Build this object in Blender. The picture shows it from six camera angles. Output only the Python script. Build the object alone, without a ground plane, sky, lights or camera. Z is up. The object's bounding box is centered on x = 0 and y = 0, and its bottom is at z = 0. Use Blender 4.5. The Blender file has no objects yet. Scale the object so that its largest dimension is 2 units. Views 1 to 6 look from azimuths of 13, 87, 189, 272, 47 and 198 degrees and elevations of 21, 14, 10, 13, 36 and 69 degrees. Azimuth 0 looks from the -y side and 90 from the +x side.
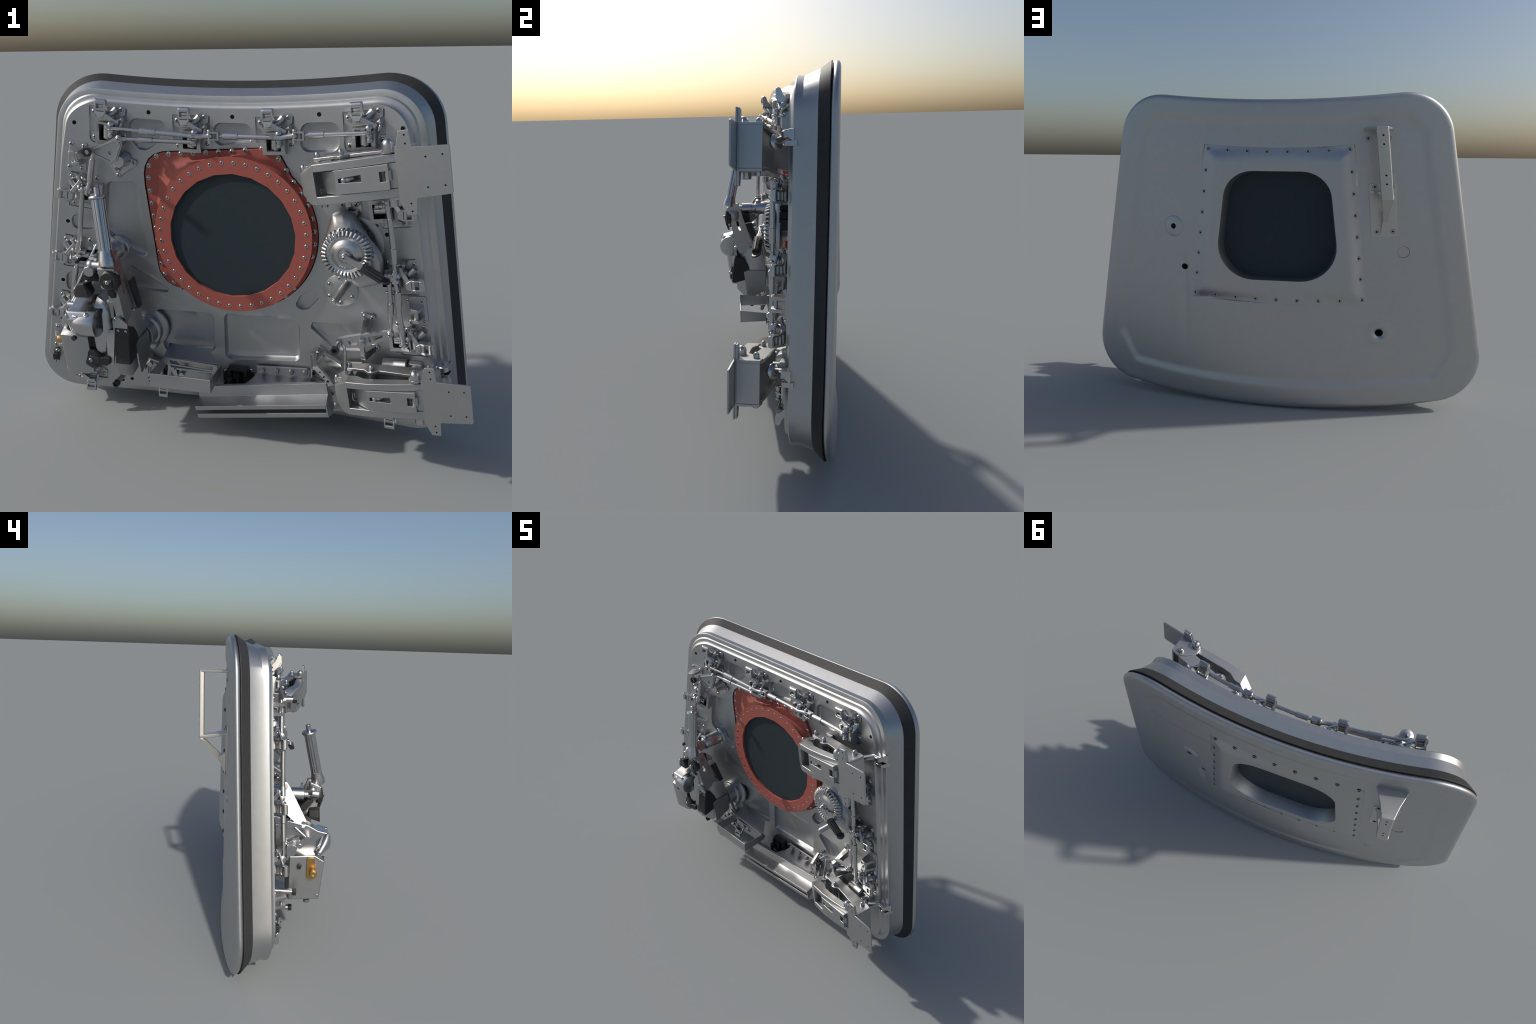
"""Crew hatch of a conical spacecraft: curved outer shell, rubber seal, milled inner panel,
red window frame, twelve-odd edge latches joined by push rods, hinges and an actuator gearbox."""
import bpy, bmesh, math
import numpy as np
from mathutils import Vector, Matrix
from mathutils.geometry import delaunay_2d_cdt

V = Vector
pi = math.pi

# ------------------------------------------------------------------ the bent sheet the hatch is cut from
R0 = 3.075                       # bend radius of the sheet n = 0
ZA = 6.1                         # centre of the arcs that the top and bottom edges follow


def cone(X, n, Z):
    """unrolled sheet coordinates (X right, Z up, n outward) -> world"""
    th = X / R0
    return V(((R0 + n) * math.sin(th), (R0 + n) * math.cos(th) - R0, Z))


def surf_frame(X, n, Z, roll=0.0, mirror=False):
    """matrix: local x along the sheet, local y outward, local z up the sheet, turned by roll"""
    o = cone(X, n, Z)
    ex = (cone(X + .01, n, Z) - cone(X - .01, n, Z)).normalized()
    en = (cone(X, n + .01, Z) - o).normalized()
    ez = ex.cross(en).normalized()
    c, s = math.cos(roll), math.sin(roll)
    ax, az = ex * c + ez * s, ez * c - ex * s
    if mirror:
        ax = -ax
    m = Matrix((ax, en, az)).transposed().to_4x4()
    m.translation = o
    return m


# ------------------------------------------------------------------ materials
def material(name, col, metal=0.0, rough=0.5, spec=0.5, var=0.04, bump=0.0, scale=30.0, coat=0.0):
    m = bpy.data.materials.new(name)
    m.use_nodes = True
    nt = m.node_tree
    b = nt.nodes["Principled BSDF"]
    tc = nt.nodes.new("ShaderNodeTexCoord")
    no = nt.nodes.new("ShaderNodeTexNoise")
    no.inputs["Scale"].default_value = scale
    no.inputs["Detail"].default_value = 4
    nt.links.new(tc.outputs["Object"], no.inputs["Vector"])
    cr = nt.nodes.new("ShaderNodeValToRGB")
    cr.color_ramp.elements[0].position = 0.3
    cr.color_ramp.elements[1].position = 0.7
    cr.color_ramp.elements[0].color = tuple(c * (1 - var) for c in col) + (1,)
    cr.color_ramp.elements[1].color = tuple(min(1, c * (1 + var)) for c in col) + (1,)
    nt.links.new(no.outputs["Fac"], cr.inputs["Fac"])
    nt.links.new(cr.outputs["Color"], b.inputs["Base Color"])
    mr = nt.nodes.new("ShaderNodeMapRange")
    mr.inputs["To Min"].default_value = rough * 0.94
    mr.inputs["To Max"].default_value = rough * 1.06
    nt.links.new(no.outputs["Fac"], mr.inputs["Value"])
    nt.links.new(mr.outputs["Result"], b.inputs["Roughness"])
    b.inputs["Metallic"].default_value = metal
    b.inputs["Specular IOR Level"].default_value = spec
    b.inputs["Coat Weight"].default_value = coat
    if bump:
        bp = nt.nodes.new("ShaderNodeBump")
        bp.inputs["Strength"].default_value = bump
        bp.inputs["Distance"].default_value = 0.002
        nt.links.new(no.outputs["Fac"], bp.inputs["Height"])
        nt.links.new(bp.outputs["Normal"], b.inputs["Normal"])
    return m


PANEL = material("grey_aluminium", (.497, .505, .510), 1.0, .45, var=.02)
SHELL = material("outer_aluminium", (.497, .505, .510), 1.0, .45, var=.02)
STEEL = material("bright_steel", (.545, .55, .555), 1.0, .27, var=.03)
PAINT = material("grey_paint", (.475, .482, .487), 1.0, .42, var=.02)
RUBBER = material("black_rubber", (.036, .036, .037), 0.0, .6, spec=.3, var=.1, scale=60)
RED = material("red_enamel", (.39, .105, .082), 0.0, .55, spec=.3, var=.04)
GLASS = material("dark_window_pane", (.034, .046, .054), 0.0, .5, spec=.15, var=.03)
BLACK = material("black_plastic", (.028, .028, .028), 0.0, .45, spec=.4, var=.08)
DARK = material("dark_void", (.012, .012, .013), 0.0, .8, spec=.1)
BRASS = material("brass", (.62, .38, .13), 1.0, .35, var=.05)
BRACKET = material("grip_enamel", (.56, .55, .52), .8, .4, var=.02)

ROOT = bpy.data.objects.new("spacecraft_hatch", None)
bpy.context.scene.collection.objects.link(ROOT)
ROOT["label"] = "curved grey spacecraft hatch with red-framed window, latches and hinges"
ROOT["category"] = "hatch"


# ------------------------------------------------------------------ building kit
class Kit:
    def __init__(s):
        s.bm = bmesh.new()

    def verts(s, pts):
        return [s.bm.verts.new(p) for p in pts]

    def face(s, vs):
        try:
            return s.bm.faces.new(vs)
        except ValueError:
            return None

    def loft(s, loops, closed=True, cap0=False, cap1=False):
        rows = [s.verts(l) for l in loops]
        n = len(rows[0])
        for a, b in zip(rows, rows[1:]):
            for i in range(n if closed else n - 1):
                j = (i + 1) % n
                s.face((a[i], a[j], b[j], b[i]))
        if cap0:
            s.face(rows[0][::-1])
        if cap1:
            s.face(rows[-1])
        return s

    def prism(s, poly, o=(0, 0, 0), u=(1, 0, 0), v=(0, 0, 1), w=(0, 1, 0)):
        o, u, v, w = V(o), V(u), V(v), V(w)
        base = [o + u * a + v * b for a, b in poly]
        return s.loft([base, [p + w for p in base]], cap0=True, cap1=True)

    def plate(s, poly, holes, o, u, v, w):
        """prism with holes"""
        o, u, v, w = V(o), V(u), V(v), V(w)
        pts, tris = triangulate(poly, holes)
        for off in (V((0, 0, 0)), w):
            vs = s.verts([o + u * a + v * b + off for a, b in pts])
            for t in tris:
                s.face([vs[i] for i in t])
        for l in [poly] + holes:
            base = [o + u * a + v * b for a, b in l]
            s.loft([base, [p + w for p in base]])
        bmesh.ops.remove_doubles(s.bm, verts=s.bm.verts, dist=1e-5)
        return s

    def box(s, c, size, rot=None):
        hx, hy, hz = (k / 2 for k in size)
        pts = [V((x, y, z)) for z in (-hz, hz) for x, y in ((-hx, -hy), (hx, -hy), (hx, hy), (-hx, hy))]
        if rot is not None:
            pts = [rot @ p for p in pts]
        pts = [p + V(c) for p in pts]
        return s.loft([pts[:4], pts[4:]], cap0=True, cap1=True)

    def beam(s, p, q, wid, thk, up=(0, 1, 0)):
        p, q = V(p), V(q)
        d = q - p
        side = d.cross(V(up)).normalized() * wid / 2
        nn = side.cross(d).normalized() * thk / 2
        a = [p + side + nn, p - side + nn, p - side - nn, p + side - nn]
        return s.loft([a, [k + d for k in a]], cap0=True, cap1=True)

    def hull(s, pts):
        vs = s.verts([V(p) for p in pts])
        r = bmesh.ops.convex_hull(s.bm, input=vs)
        junk = [g for g in r["geom_interior"] + r["geom_unused"] if isinstance(g, bmesh.types.BMVert)]
        if junk:
            bmesh.ops.delete(s.bm, geom=list(set(junk)), context="VERTS")
        return s

    def lathe(s, o, d, prof, seg=20, cap=True, flute=0, depth=0.0):
        """profile of (radius, distance along d)"""
        o, d = V(o), V(d).normalized()
        a = d.orthogonal().normalized()
        b = d.cross(a)
        loops = []
        for r, h in prof:
            l = []
            for i in range(seg):
                t = 2 * pi * i / seg
                k = r * (1 - depth * (0.5 + 0.5 * math.cos(flute * t)) ** 6) if flute else r
                l.append(o + d * h + (a * math.cos(t) + b * math.sin(t)) * k)
            loops.append(l)
        return s.loft(loops, cap0=cap, cap1=cap)

    def cyl(s, p, q, r, r2=None, seg=18):
        p, q = V(p), V(q)
        return s.lathe(p, q - p, [(r, 0), (r if r2 is None else r2, (q - p).length)], seg)

    def dome(s, o, d, r, h, seg=18):
        """cap nut: short barrel with a rounded end"""
        prof = [(r, 0), (r, h * .45)] + [(r * math.cos(t), h * (.45 + .55 * math.sin(t))) for t in (.35, .7, 1.0, 1.25, 1.45)]
        return s.lathe(o, d, prof, seg)

    def ball(s, o, r, seg=16):
        prof = [(r * math.sin(t) + 1e-5, -r * math.cos(t)) for t in np.linspace(.12, pi - .12, 9)]
        return s.lathe(o, (0, 0, 1), prof, seg)

    def tube(s, path, r, seg=12, smooth=0):
        path = [V(p) for p in path]
        if smooth:
            for _ in range(smooth):
                q = [path[0]]
                for a, b in zip(path, path[1:]):
                    q += [a.lerp(b, .25), a.lerp(b, .75)]
                path = q + [path[-1]]
        rs = list(np.interp(np.linspace(0, 1, len(path)), np.linspace(0, 1, len(r)), r)) if isinstance(r, (list, tuple)) else [r] * len(path)
        nrm = (path[1] - path[0]).orthogonal().normalized()
        loops = []
        for i, p in enumerate(path):
            t = (path[min(i + 1, len(path) - 1)] - path[max(i - 1, 0)]).normalized()
            nrm = (nrm - t * nrm.dot(t)).normalized()
            b = t.cross(nrm)
            loops.append([p + (nrm * math.cos(2 * pi * k / seg) + b * math.sin(2 * pi * k / seg)) * rs[i] for k in range(seg)])
        return s.loft(loops, cap0=True, cap1=True)

    def mesh(s, name, mat, bend=False, angle=35, warp=None):
        if bend:
            for v in s.bm.verts:
                v.co = cone(*v.co)
        if warp:
            for v in s.bm.verts:
                v.co = warp(v.co)
        bmesh.ops.recalc_face_normals(s.bm, faces=s.bm.faces)
        me = bpy.data.meshes.new(name)
        s.bm.to_mesh(me)
        s.bm.free()
        me.materials.append(mat)
        me.polygons.foreach_set("use_smooth", [True] * len(me.polygons))
        me.set_sharp_from_angle(angle=math.radians(angle))
        return me

    def done(s, name, mat, parent=None, bend=False, bevel=0.0, angle=35, warp=None, kind=None):
        return put(name, s.mesh(name, mat, bend, angle, warp), parent, bevel=bevel, kind=kind)


def put(name, me, parent=None, mat=None, bevel=0.0, kind=None):
    ob = bpy.data.objects.new(name, me)
    bpy.context.scene.collection.objects.link(ob)
    ob.parent = parent or ROOT
    if mat is not None:
        ob.matrix_local = mat
    if bevel:
        m = ob.modifiers.new("edge", "BEVEL")
        m.width = bevel
        m.segments = 2
        m.limit_method = "ANGLE"
        m.angle_limit = math.radians(40)
        m.harden_normals = True
    if kind:
        ob["kind"] = kind
    return ob


# ------------------------------------------------------------------ flat outlines
def rpoly(pts, r, seg=5):
    """polygon with rounded corners"""
    out, n = [], len(pts)
    for i, p in enumerate(pts):
        p, a, b = np.array(p, float), np.array(pts[i - 1], float), np.array(pts[(i + 1) % n], float)
        ri = r[i] if isinstance(r, (list, tuple)) else r
        d1, d2 = a - p, b - p
        l1, l2 = np.linalg.norm(d1), np.linalg.norm(d2)
        d1, d2 = d1 / l1, d2 / l2
        ang = math.acos(max(-1, min(1, d1 @ d2)))
        if ri <= 0 or ang > 3.05:
            out.append(tuple(p))
            continue
        t = min(ri / math.tan(ang / 2), l1 * .48, l2 * .48)
        rr = t * math.tan(ang / 2)
        bis = (d1 + d2) / np.linalg.norm(d1 + d2)
        c = p + bis * rr / math.sin(ang / 2)
        s0, s1 = p + d1 * t - c, p + d2 * t - c
        a0 = math.atan2(s0[1], s0[0])
        da = (math.atan2(s1[1], s1[0]) - a0 + pi) % (2 * pi) - pi
        for k in range(seg + 1):
            th = a0 + da * k / seg
            out.append((c[0] + rr * math.cos(th), c[1] + rr * math.sin(th)))
    return out


def circle(cx, cz, r, n=24, rz=None):
    return [(cx + r * math.cos(2 * pi * i / n), cz + (rz or r) * math.sin(2 * pi * i / n)) for i in range(n)]


def inset(loop, d):
    p = np.array(loop, float)
    area = sum(a[0] * b[1] - b[0] * a[1] for a, b in zip(loop, loop[1:] + loop[:1]))
    e = np.roll(p, -1, 0) - np.roll(p, 1, 0)
    e /= np.linalg.norm(e, axis=1)[:, None] + 1e-9
    nrm = np.stack([-e[:, 1], e[:, 0]], 1) * (1 if area > 0 else -1)
    return [tuple(k) for k in p + nrm * d]


def inside(pts, loop):
    x, y = pts[:, 0], pts[:, 1]
    res = np.zeros(len(pts), bool)
    for (x0, y0), (x1, y1) in zip(loop, loop[1:] + loop[:1]):
        c = (y0 > y) != (y1 > y)
        if c.any():
            xx = (x1 - x0) * (y - y0) / ((y1 - y0) or 1e-12) + x0
            res ^= c & (x < xx)
    return res


def triangulate(outer, holes=(), spacing=0.0):
    pts, edges = [], []
    for l in [outer] + list(holes):
        k = len(pts)
        pts += [tuple(p) for p in l]
        edges += [(k + i, k + (i + 1) % len(l)) for i in range(len(l))]
    if spacing:
        o = np.array(outer)
        (x0, y0), (x1, y1) = o.min(0), o.max(0)
        gx, gy = np.meshgrid(np.arange(x0, x1, spacing), np.arange(y0, y1, spacing))
        g = np.stack([gx.ravel(), gy.ravel()], 1)
        keep = inside(g, outer)
        for h in holes:
            keep &= ~inside(g, h)
        g = g[keep]
        b = np.array(pts)
        if len(g):
            near = np.zeros(len(g), bool)
            for i in range(0, len(g), 2000):
                d = ((g[i:i + 2000, None] - b[None]) ** 2).sum(2).min(1)
                near[i:i + 2000] = d < (spacing * .45) ** 2
            pts += [tuple(p) for p in g[~near]]
    r = delaunay_2d_cdt([V(p) for p in pts], edges, [], 0, 1e-7)
    vs = np.array([tuple(p) for p in r[0]])
    tr = np.array([f for f in r[2] if len(f) == 3])
    c = vs[tr].mean(1)
    keep = inside(c, outer)
    for h in holes:
        keep &= ~inside(c, h)
    return [tuple(p) for p in vs], tr[keep].tolist()


def sheet(k, outer, holes, nf, spacing):
    """surface piece in sheet coordinates; nf gives the height n (number or function)"""
    f = nf if callable(nf) else (lambda x, z: nf)
    pts, tris = triangulate(outer, holes, spacing)
    vs = k.verts([(x, f(x, z), z) for x, z in pts])
    for t in tris:
        k.face([vs[i] for i in t])


def wall(k, steps, nf=None):
    """steps of (loop, n); n may be a function"""
    k.loft([[(x, n(x, z) if callable(n) else n, z) for x, z in l] for l, n in steps])


def outline(top, bot, x1, slope, rt, rb):
    """hatch outline on the sheet: two latitude arcs, two straight sides, round corners"""
    def corner(S, r, sgn):
        # centre of the fillet between arc of radius S about the apex and the right side line
        sc = S + r * sgn
        nx, nz = 1 / math.hypot(1, slope), slope / math.hypot(1, slope)   # outward normal of the side
        d = (x1 + slope) * nx - r          # nx*X + nz*Z = d
        lo, hi = 0.2, 1.2
        for _ in range(60):
            X = (lo + hi) / 2
            Z = ZA - math.sqrt(sc * sc - X * X)
            if nx * X + nz * Z < d:
                lo = X
            else:
                hi = X
        ar = math.atan2((ZA - Z), -X) if sgn > 0 else math.atan2(-(ZA - Z), X)
        asd = math.atan2(nz, nx)
        return (X, Z), ar, asd
    St, Sb = ZA - top, ZA - bot
    ct, at, asd = corner(St, rt, 1)
    cb, ab, _ = corner(Sb, rb, -1)
    ab -= 0
    right = []
    for i in range(17):
        a = at + (asd - at) * i / 16
        right.append((ct[0] + rt * math.cos(a), ct[1] + rt * math.sin(a)))
    p1 = (cb[0] + rb * math.cos(asd), cb[1] + rb * math.sin(asd))
    p0 = right[-1]
    right += [(p0[0] + (p1[0] - p0[0]) * i / 30, p0[1] + (p1[1] - p0[1]) * i / 30) for i in range(1, 30)]
    for i in range(17):
        a = asd + (ab - asd) * i / 16
        right.append((cb[0] + rb * math.cos(a), cb[1] + rb * math.sin(a)))
    tx, bx = right[0][0], right[-1][0]
    topa = [(x, ZA - math.sqrt(St * St - x * x)) for x in np.linspace(-tx, tx, 42)[1:-1]]
    bota = [(x, ZA - math.sqrt(Sb * Sb - x * x)) for x in np.linspace(bx, -bx, 50)[1:-1]]
    left = [(-x, z) for x, z in right[::-1]]
    return topa + right + bota + left


LIP = dict(top=1.507, bot=.003, x1=.8225, slope=.177, rt=.205, rb=.215)


def lip(d):
    return outline(LIP["top"] - d, LIP["bot"] + d, LIP["x1"] - d, LIP["slope"], LIP["rt"] - d * .8, LIP["rb"] - d * .8)


TIP = outline(1.509, .000, .818, .177, .205, .215)
BASE = outline(1.483, .036, .793, .180, .185, .195)
KINK = outline(1.459, .056, .777, .190, .162, .174)
RIM = outline(1.4595, .054, .779, .192, .16, .172)
RIM_IN = outline(1.436, .084, .7565, .194, .14, .15)
STEP = outline(1.433, .090, .7505, .194, .137, .147)
STEP_IN = outline(1.428, .095, .7455, .194, .133, .143)
FACE = outline(1.410, .107, .7235, .195, .122, .132)


def smooth(t):
    t = max(0.0, min(1.0, t))
    return t * t * (3 - 2 * t)


def broad(x, z):
    """1 along the top and right edges, where the panel rises in a wide fillet; 0 along the left and bottom"""
    return max(smooth((x - .45) / .15) * smooth((z - .2) / .12), smooth((z - 1.15) / .2) * smooth((x + .72) / .15))


def blend(loop, d):
    out = []
    for (x, z), (xr, zr) in zip(loop, inset(RIM_IN, d)):
        w = broad(x, z)
        out.append((x * w + xr * (1 - w), z * w + zr * (1 - w)))
    return out


def mix(a, b, t):
    return [(p[0] + (q[0] - p[0]) * t, p[1] + (q[1] - p[1]) * t) for p, q in zip(a, b)]


def lat(x, z):
    """latitude height of a sheet point"""
    return ZA - math.hypot(x, ZA - z)


STEP, STEP_IN, FACE = blend(STEP, .0025), blend(STEP_IN, .005), blend(FACE, .009)

# ------------------------------------------------------------------ outer shell (convex side)
WIN = rpoly([(-.228, 1.181), (.228, 1.181), (.288, .656), (-.288, .656)], [.135, .135, .165, .165], 9)
PLATE = [(-.332, 1.305), (-.16, 1.292), (0, 1.288), (.16, 1.292), (.332, 1.304), (.372, .92), (.406, .548),
         (.2, .541), (0, .539), (-.2, .541), (-.406, .548), (-.372, .92)]
BOSS = (-.470, .406)
SLOT = (.446, .698)
DISH = (.493, .903)


def field(x, z):
    ax, s = abs(x), lat(x, z)
    d = min((.62 + .17 * (1.334 - z) - ax) * .985, 1.395 - s, s - .145, -((ax - .789) * .882 + (z - .325) * -.471),
            -((ax - .60) * .76 + (z - 1.368) * .65))
    n = .239 - .0085 * smooth((d + .03) / .03) * (1 if z < 1.2 else .75)
    r = math.hypot(x - BOSS[0], z - BOSS[1])
    if r < .07:
        n += .0055 * smooth((.07 - r) / .028) - .012 * smooth((.034 - r) / .016)
    w = abs(x - SLOT[0])  # shallow groove shaped to give the smooth-shading streaks above and below the hole
    if w < .022 and .25 < z < .83:
        g = (.83 - z) / (.83 - SLOT[1]) if z > SLOT[1] else (z - .25) / (SLOT[1] - .25)
        n -= .010 * max(0, g) ** 1.3 * math.sqrt(max(0, 1 - (w / .022) ** 2))
    return n


def cover(x, z):
    """window cover plate: pillow rising towards the window"""
    d = min((.332 + (1.305 - z) * .098) - abs(x), 1.296 - z, z - .543)
    t = smooth(d / .075)
    n = .2325 * (1 - t) + (.2395 + x * x / 6.6) * t
    n -= .0055 * smooth(1 - (1.296 - z) / .05) * smooth(1.3 - abs(x) / .33)
    n -= .008 * smooth(1 - (z - .543) / .05) * smooth((x + .05) / .2) * smooth((.41 - x) / .05)
    return n


k = Kit()
edge = lip(.022)
slot_hole = circle(SLOT[0], SLOT[1], .0155, 20)
boss_hole = circle(BOSS[0], BOSS[1], .0185, 22)
dish_hole = circle(DISH[0], DISH[1], .047, 36, .053)
disc_hole = circle(-.563, .808, .0275, 30)
sheet(k, edge, [PLATE, slot_hole, boss_hole, dish_hole, disc_hole], field, .0125)
wall(k, [(edge, field), (lip(.012), .2375), (lip(.005), .2345), (lip(.001), .229), (lip(0), .224), (lip(.003), .217), (lip(.009), .2105), (lip(.045), .209)])
wall(k, [(PLATE, field), (PLATE, .22)])
wall(k, [(disc_hole, field), (disc_hole, .224)])
wall(k, [(dish_hole, field), (dish_hole, .222)])
for h in (slot_hole, boss_hole):
    wall(k, [(h, field), (h, .16)])
bmesh.ops.remove_doubles(k.bm, verts=k.bm.verts, dist=1e-5)
shell = k.done("outer_shell", SHELL, bend=True, angle=38)

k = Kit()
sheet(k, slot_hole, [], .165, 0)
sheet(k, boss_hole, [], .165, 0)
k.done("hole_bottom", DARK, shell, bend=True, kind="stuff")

k = Kit()
sheet(k, PLATE, [WIN], cover, .014)
wall(k, [(PLATE, cover), (PLATE, .222)])
wall(k, [(WIN, cover), (inset(WIN, .003), lambda x, z: cover(x, z) - .006), (inset(WIN, .004), .150)])
bmesh.ops.remove_doubles(k.bm, verts=k.bm.verts, dist=1e-5)
cover_plate = k.done("window_cover_plate", SHELL, shell, bend=True, angle=40)

k = Kit()
sheet(k, inset(WIN, -.004), [], .170, .03)
k.done("outer_window_pane", GLASS, bend=True)

# recessed screws of the cover plate
k = Kit()
k.lathe((0, .0005, 0), (0, 1, 0), [(.0001, 0), (.0095, 0), (.0088, .0015), (.007, .002), (.0001, .0022)], 18, cap=False)
screw_flat = k.mesh("cover_screw", PAINT)
k = Kit()
for r in (0, pi / 2):
    k.box((0, .003, 0), (.0115, .0012, .0036), Matrix.Rotation(r, 3, "Y"))
k.lathe((0, .0014, 0), (0, 1, 0), [(.0098, 0), (.0098, .0006), (.0086, .0006), (.0086, 0)], 18, cap=False)
screw_slot = k.mesh("screw_recess", DARK)


def cover_screws():
    pts = []
    for i in range(8):
        x = -.313 + .6255 * i / 7
        pts.append((x, 1.2695 + .0135 * (x / .313) ** 2))
    for i in range(1, 8):
        z = 1.283 - .1013 * i
        for sx in (-1, 1):
            pts.append((sx * (.313 + (1.283 - z) * .1035), z))
    for i in range(1, 8):
        x = -.383 + .766 * i / 8
        pts.append((x, .559 + .015 * (x / .383) ** 2))
    return pts


for x, z in cover_screws():
    m = surf_frame(x, cover(x, z) + .0004, z, roll=x * 7)
    o = put("cover_screw", screw_flat, cover_plate, m)
    put("screw_recess", screw_slot, cover_plate, m)

# dished tool socket, plug disc, slot
k = Kit()
prof = [(.0465, .226), (.0465, .2305), (.044, .232), (.032, .2345), (.016, .2362), (.0125, .2364)]
k.loft([[(DISH[0] + r * math.cos(2 * pi * i / 36), n, DISH[1] + r * 1.13 * math.sin(2 * pi * i / 36)) for i in range(36)] for r, n in prof])
k.loft([[(DISH[0] + r * math.cos(2 * pi * i / 36), n, DISH[1] + r * 1.13 * math.sin(2 * pi * i / 36)) for i in range(36)] for r, n in ((.0125, .2364), (.0122, .205))])
k.done("tool_socket", SHELL, shell, bend=True, angle=40)
k = Kit()
k.prism([(DISH[0] + .0126 * math.cos(t), DISH[1] + .0138 * math.sin(t)) for t in np.linspace(0, 2 * pi, 7)[:-1]], (0, .2368, 0), w=(0, -.004, 0))
k.done("hexagon_socket", DARK, shell, bend=True)
k = Kit()
k.prism(circle(-.563, .808, .0262, 30), (0, .2285, 0), w=(0, -.006, 0))
k.done("plug_disc", SHELL, shell, bend=True)

# exterior grab handle
k = Kit()
k.prism(rpoly([(-.493, 1.383), (-.363, 1.379), (-.367, 1.312), (-.499, 1.316)], .008), (0, .2265, 0), w=(0, .006, 0))
k.prism(rpoly([(-.440, 1.131), (-.398, 1.130), (-.412, 1.085), (-.413, .885), (-.503, .884), (-.520, 1.132)], 0), (0, .222, 0), w=(0, 0.0001, 0)) if False else None
k.prism(rpoly([(-.397, 1.128), (-.515, 1.131), (-.533, .882), (-.417, .878)], .009), (0, .2265, 0), w=(0, .0085, 0))
# top arm: web tapering from the foot to the bar
k.loft([[(x0, n, z0 + .006), (x1, n, z1 + .006), (x1, n, z1 - .006), (x0, n, z0 - .006)] for n, x0, z0, x1, z1 in
        [(.228, -.366, 1.373, -.496, 1.376), (.240, -.370, 1.374, -.492, 1.377), (.30, -.392, 1.375, -.469, 1.377), (.358, -.405, 1.374, -.453, 1.376)]], cap0=True, cap1=True)
k.loft([[(x0, n, z0 + .0075), (x1, n, z0 + .0075), (x1, n, z0 - .0075), (x0, n, z0 - .0075)] for n, x0, x1, z0 in
        [(.230, -.400, -.514, 1.093), (.245, -.420, -.500, 1.089), (.30, -.432, -.491, 1.080), (.358, -.437, -.486, 1.074)]], cap0=True, cap1=True)
k.done("grab_handle_foot", BRACKET, shell, bend=True, bevel=.003)
k = Kit()
k.prism(rpoly([(-.404, .336), (-.404, .361), (-.453, .361), (-.453, .336)], .006), (0, 0, 1.382), (1, 0, 0), (0, 1, 0), (-.033, 0, -.320))
hb = k.done("grab_handle_bar", BRACKET, shell, bend=True, bevel=.002)
k = Kit()
k.hull([(-.437, .358, 1.068), (-.486, .358, 1.068), (-.437, .333, 1.06), (-.486, .333, 1.06), (-.462, .262, .955), (-.477, .262, .955), (-.462, .25, .985), (-.477, .25, .985)])
k.hull([(-.461, .27, .975), (-.478, .27, .975), (-.461, .25, .985), (-.478, .25, .985), (-.456, .235, .890), (-.492, .235, .890), (-.456, .234, 1.0), (-.486, .234, 1.0)])
k.done("grab_handle_strut", BRACKET, shell, bend=True, bevel=.002)
k = Kit()
for x, z in ((-.388, 1.333), (-.476, 1.337), (-.424, 1.114), (-.497, 1.117), (-.440, .904), (-.510, .907)):
    k.lathe((x, .2325 if z > 1.2 else .235, z), (0, 1, 0), [(.0001, .0012), (.0045, .0014), (.0045, -.001)], 12, cap=False)
    k.lathe((x, .2325 if z > 1.2 else .235, z), (0, 1, 0), [(.0105, 0), (.0105, .0007), (.0092, .0007), (.0092, 0)], 16, cap=False)
for t in (.12, .24, .66, .78):
    k.lathe((-.4285 - .033 * t, .361, 1.382 - .32 * t), (0, 1, 0), [(.0001, .0006), (.0042, .0006), (.0042, -.002)], 10, cap=False)
k.done("handle_screw_recess", DARK, shell, bend=True, kind="stuff")

# ------------------------------------------------------------------ seal and side frame
k = Kit()
wall(k, [(lip(.045), .2085), (lip(.014), .2085), (TIP, .2085), (TIP, .205), (BASE, .165), (inset(BASE, .012), .163)])
k.done("rubber_seal", RUBBER, bend=True, angle=30)

k = Kit()
wall(k, [(inset(BASE, .004), .168), (BASE, .1655), (KINK, .108), (inset(RIM, -.0003), .081), (inset(RIM, .0012), .0775), (inset(RIM, .004), .0765),
         (inset(RIM_IN, -.001), .0760), (RIM_IN, .0750), (inset(STEP, -.001), .0712), (inset(STEP, .0003), .0702), (STEP_IN, .0692),
         (mix(STEP_IN, FACE, .25), .0686), (mix(STEP_IN, FACE, .5), .0668), (mix(STEP_IN, FACE, .7), .0644), (mix(STEP_IN, FACE, .85), .0612), (mix(STEP_IN, FACE, .95), .0578), (FACE, .056)])
frame = k.done("side_frame", PANEL, bend=True, angle=24)

# ------------------------------------------------------------------ inner panel with milled pockets
NF = .056
LATCH_O = [(-.497, 1.357, 0), (-.163, 1.326, 0), (.170, 1.326, 0), (.503, 1.357, 0)]
LATCHES = [(x, z, math.atan2(x, ZA - z), False) for x, z, _ in LATCH_O]
LATCHES += [(x, z, pi / 2 - .19, False) for x, z in ((-.627, 1.080), (-.687, .806), (-.738, .541))]
LATCHES += [(x, z, -pi / 2 + .19, True) for x, z in ((.621, 1.066), (.674, .797), (.734, .541))]
LATCHES += [(x, z, pi + math.atan2(x, ZA - z), False) for x, z in ((-.70, .222), (-.362, .192), (.000, .185), (.668, .222))]


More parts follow.
